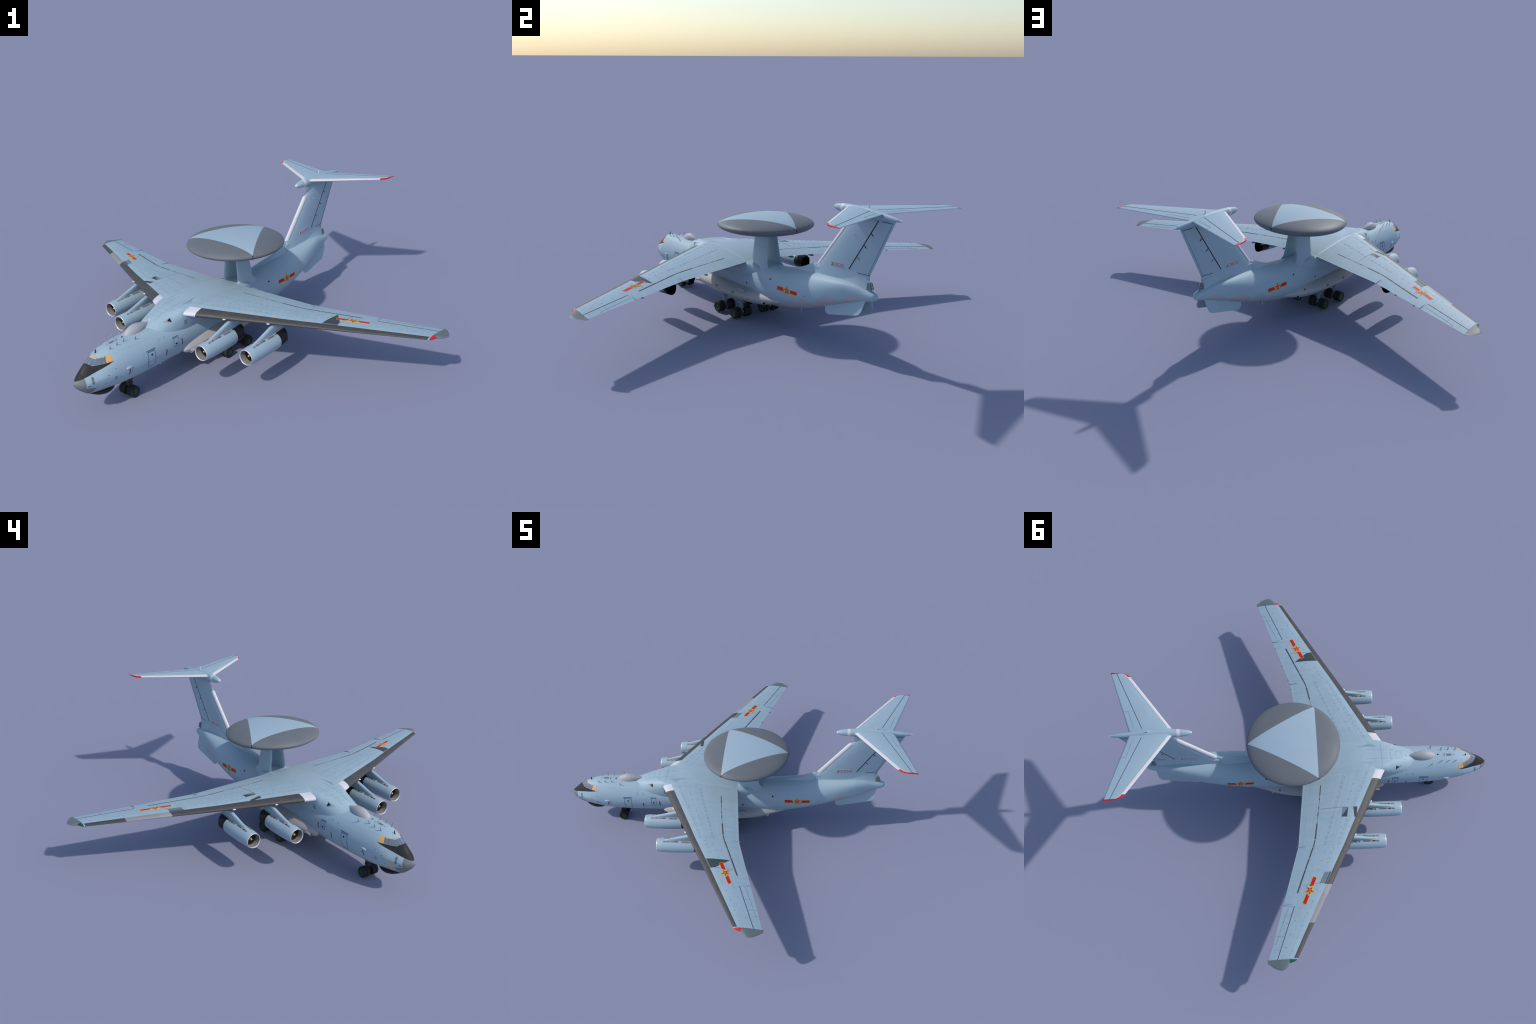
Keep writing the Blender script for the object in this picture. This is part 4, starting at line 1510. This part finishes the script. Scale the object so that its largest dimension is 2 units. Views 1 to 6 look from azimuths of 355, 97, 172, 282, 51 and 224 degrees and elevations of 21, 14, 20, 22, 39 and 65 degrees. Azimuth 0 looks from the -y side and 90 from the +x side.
    decal('door_latch', ribbon([(-1.008, 0.2120), (-0.992, 0.2120)], 0.003) + ribbon([(-1.004, 0.1900), (-0.996, 0.1900)], 0.0025), view, TREE_F, MAT['grey'], FUSE)
    decal('danger_stripe', [rect(-0.8725, 0.1925, -0.8665, 0.2290), rect(-0.7540, 0.2095, -0.7480, 0.2480), [(-1.1290, 0.1875), (-1.1235, 0.1875), (-1.1215, 0.2190), (-1.1265, 0.2190)]], view, TREE_F, MAT['darkred'], FUSE)
    decal('stencil_mark', ribbon([(-1.1150, 0.205), (-1.112, 0.205)], 0.004) + ribbon([(-1.212, 0.2075), (-1.203, 0.2075)], 0.0045) + ribbon([(-1.212, 0.199), (-1.203, 0.199)], 0.004)
          + ribbon([(-1.252, 0.231), (-1.246, 0.231)], 0.003) + ribbon([(-1.258, 0.213), (-1.246, 0.213)], 0.0018) + ribbon([(-1.2080, 0.2550), (-1.2000, 0.252)], 0.002)
          + ribbon([(-1.183, 0.2035), (-1.180, 0.199)], 0.002) + ribbon([(-0.906, 0.290), (-0.906, 0.302)], 0.002) + ribbon([(-0.865, 0.291), (-0.865, 0.299)], 0.002)
          + ribbon([(-1.262, 0.183), (-1.258, 0.183)], 0.003), view, TREE_F, MAT['grey'], FUSE, stuff=True)
    # fairing pod low on the nose, tail blister
    ellipsoid('side_fairing', (-1.1270, s * 0.1080, 0.2300), (0.0215, 0.0075, 0.0075), MAT['paint'], FUSE, 20, 12)
    ellipsoid('tail_blister', (0.3430, s * 0.1055, 0.2800), (0.0270, 0.0085, 0.0090), MAT['fin'], FUSE, 20, 12)
    # exhaust louvres and scoop on the wing fairing
    decal('louvre', [rect(-0.712 + i * 0.0, 0.312 + j * 0.007, -0.690, 0.3155 + j * 0.007) for i in (0,) for j in range(4)], view, TREE_FH, MAT['grey'], HUMP_OB, stuff=True)
    decal('scoop', [[(-0.836, 0.3610), (-0.7915, 0.3505), (-0.7905, 0.3735)]], view, TREE_FH, MAT['fairing'], HUMP_OB, 0.0007, 0.006)
    decal('scoop_opening', [[(-0.812, 0.3620), (-0.7915, 0.3530), (-0.7905, 0.3725)]], view, TREE_FH, MAT['black_dot'], HUMP_OB, 0.0013, 0.006)
    # side insignia
    insignia((0.2135, 0.2755), (0.0, 1.0), (1.0, -0.006), view, TREE_F, FUSE, 0.0350, 0.0850, 0.0195, 0.0370, 0.0225, 1)

# roof hatch, vents and beacons
decal('roof_hatch', [[(-1.158, -0.0075), (-1.126, -0.0075), (-1.126, 0.0075), (-1.158, 0.0075)]], 'top', TREE_F, MAT['grey'], FUSE)
decal('roof_port', [disc(-1.0710, 0.0035, 0.0055), disc(-1.1130, 0.0055, 0.005, 0.003)], 'top', TREE_F, MAT['black_dot'], FUSE)
decal('roof_mark', ribbon([(-1.1780, 0), (-1.1660, 0)], 0.003) + ribbon([(-1.114, -0.007), (-1.102, -0.007)], 0.003), 'top', TREE_F, MAT['grey'], FUSE, stuff=True)
ellipsoid('beacon', (-0.8645, 0, 0.3705), (0.006, 0.005, 0.0045), MAT['antenna_pale'], HUMP_OB, 14, 8)
ellipsoid('beacon', (-0.5650, 0.012, 0.4045), (0.004, 0.004, 0.003), MAT['antenna_pale'], HUMP_OB, 14, 8)
ln = ribbon([(-0.76, -0.055), (-0.76, 0.055)], 0.001) + ribbon([(-0.70, -0.09), (-0.70, 0.09)], 0.001) + ribbon([(-0.86, 0.03), (-0.60, 0.032)], 0.001) + ribbon([(-0.86, -0.03), (-0.60, -0.032)], 0.001) \
    + ribbon([(-0.83, -0.02), (-0.79, -0.02), (-0.79, 0.02), (-0.83, 0.02)], 0.001, True) + ribbon(disc(-0.74, 0.055, 0.010, 0.008, 14), 0.001, True) + ribbon(disc(-0.74, -0.055, 0.010, 0.008, 14), 0.001, True)
decal('fairing_panel_line', ln, 'top', TREE_FH, simple('fairing_line', (0.24, 0.335, 0.39), 0.5), HUMP_OB, 0.0006, stuff=True)
# windscreen wiper
v, f = tube(V(-1.3285, 0.004, 0.3055), V(-1.318, 0.013, 0.3050), 0.0011, 0.0009, 6)
make('wiper', v, f, MAT['darkred'], FUSE)
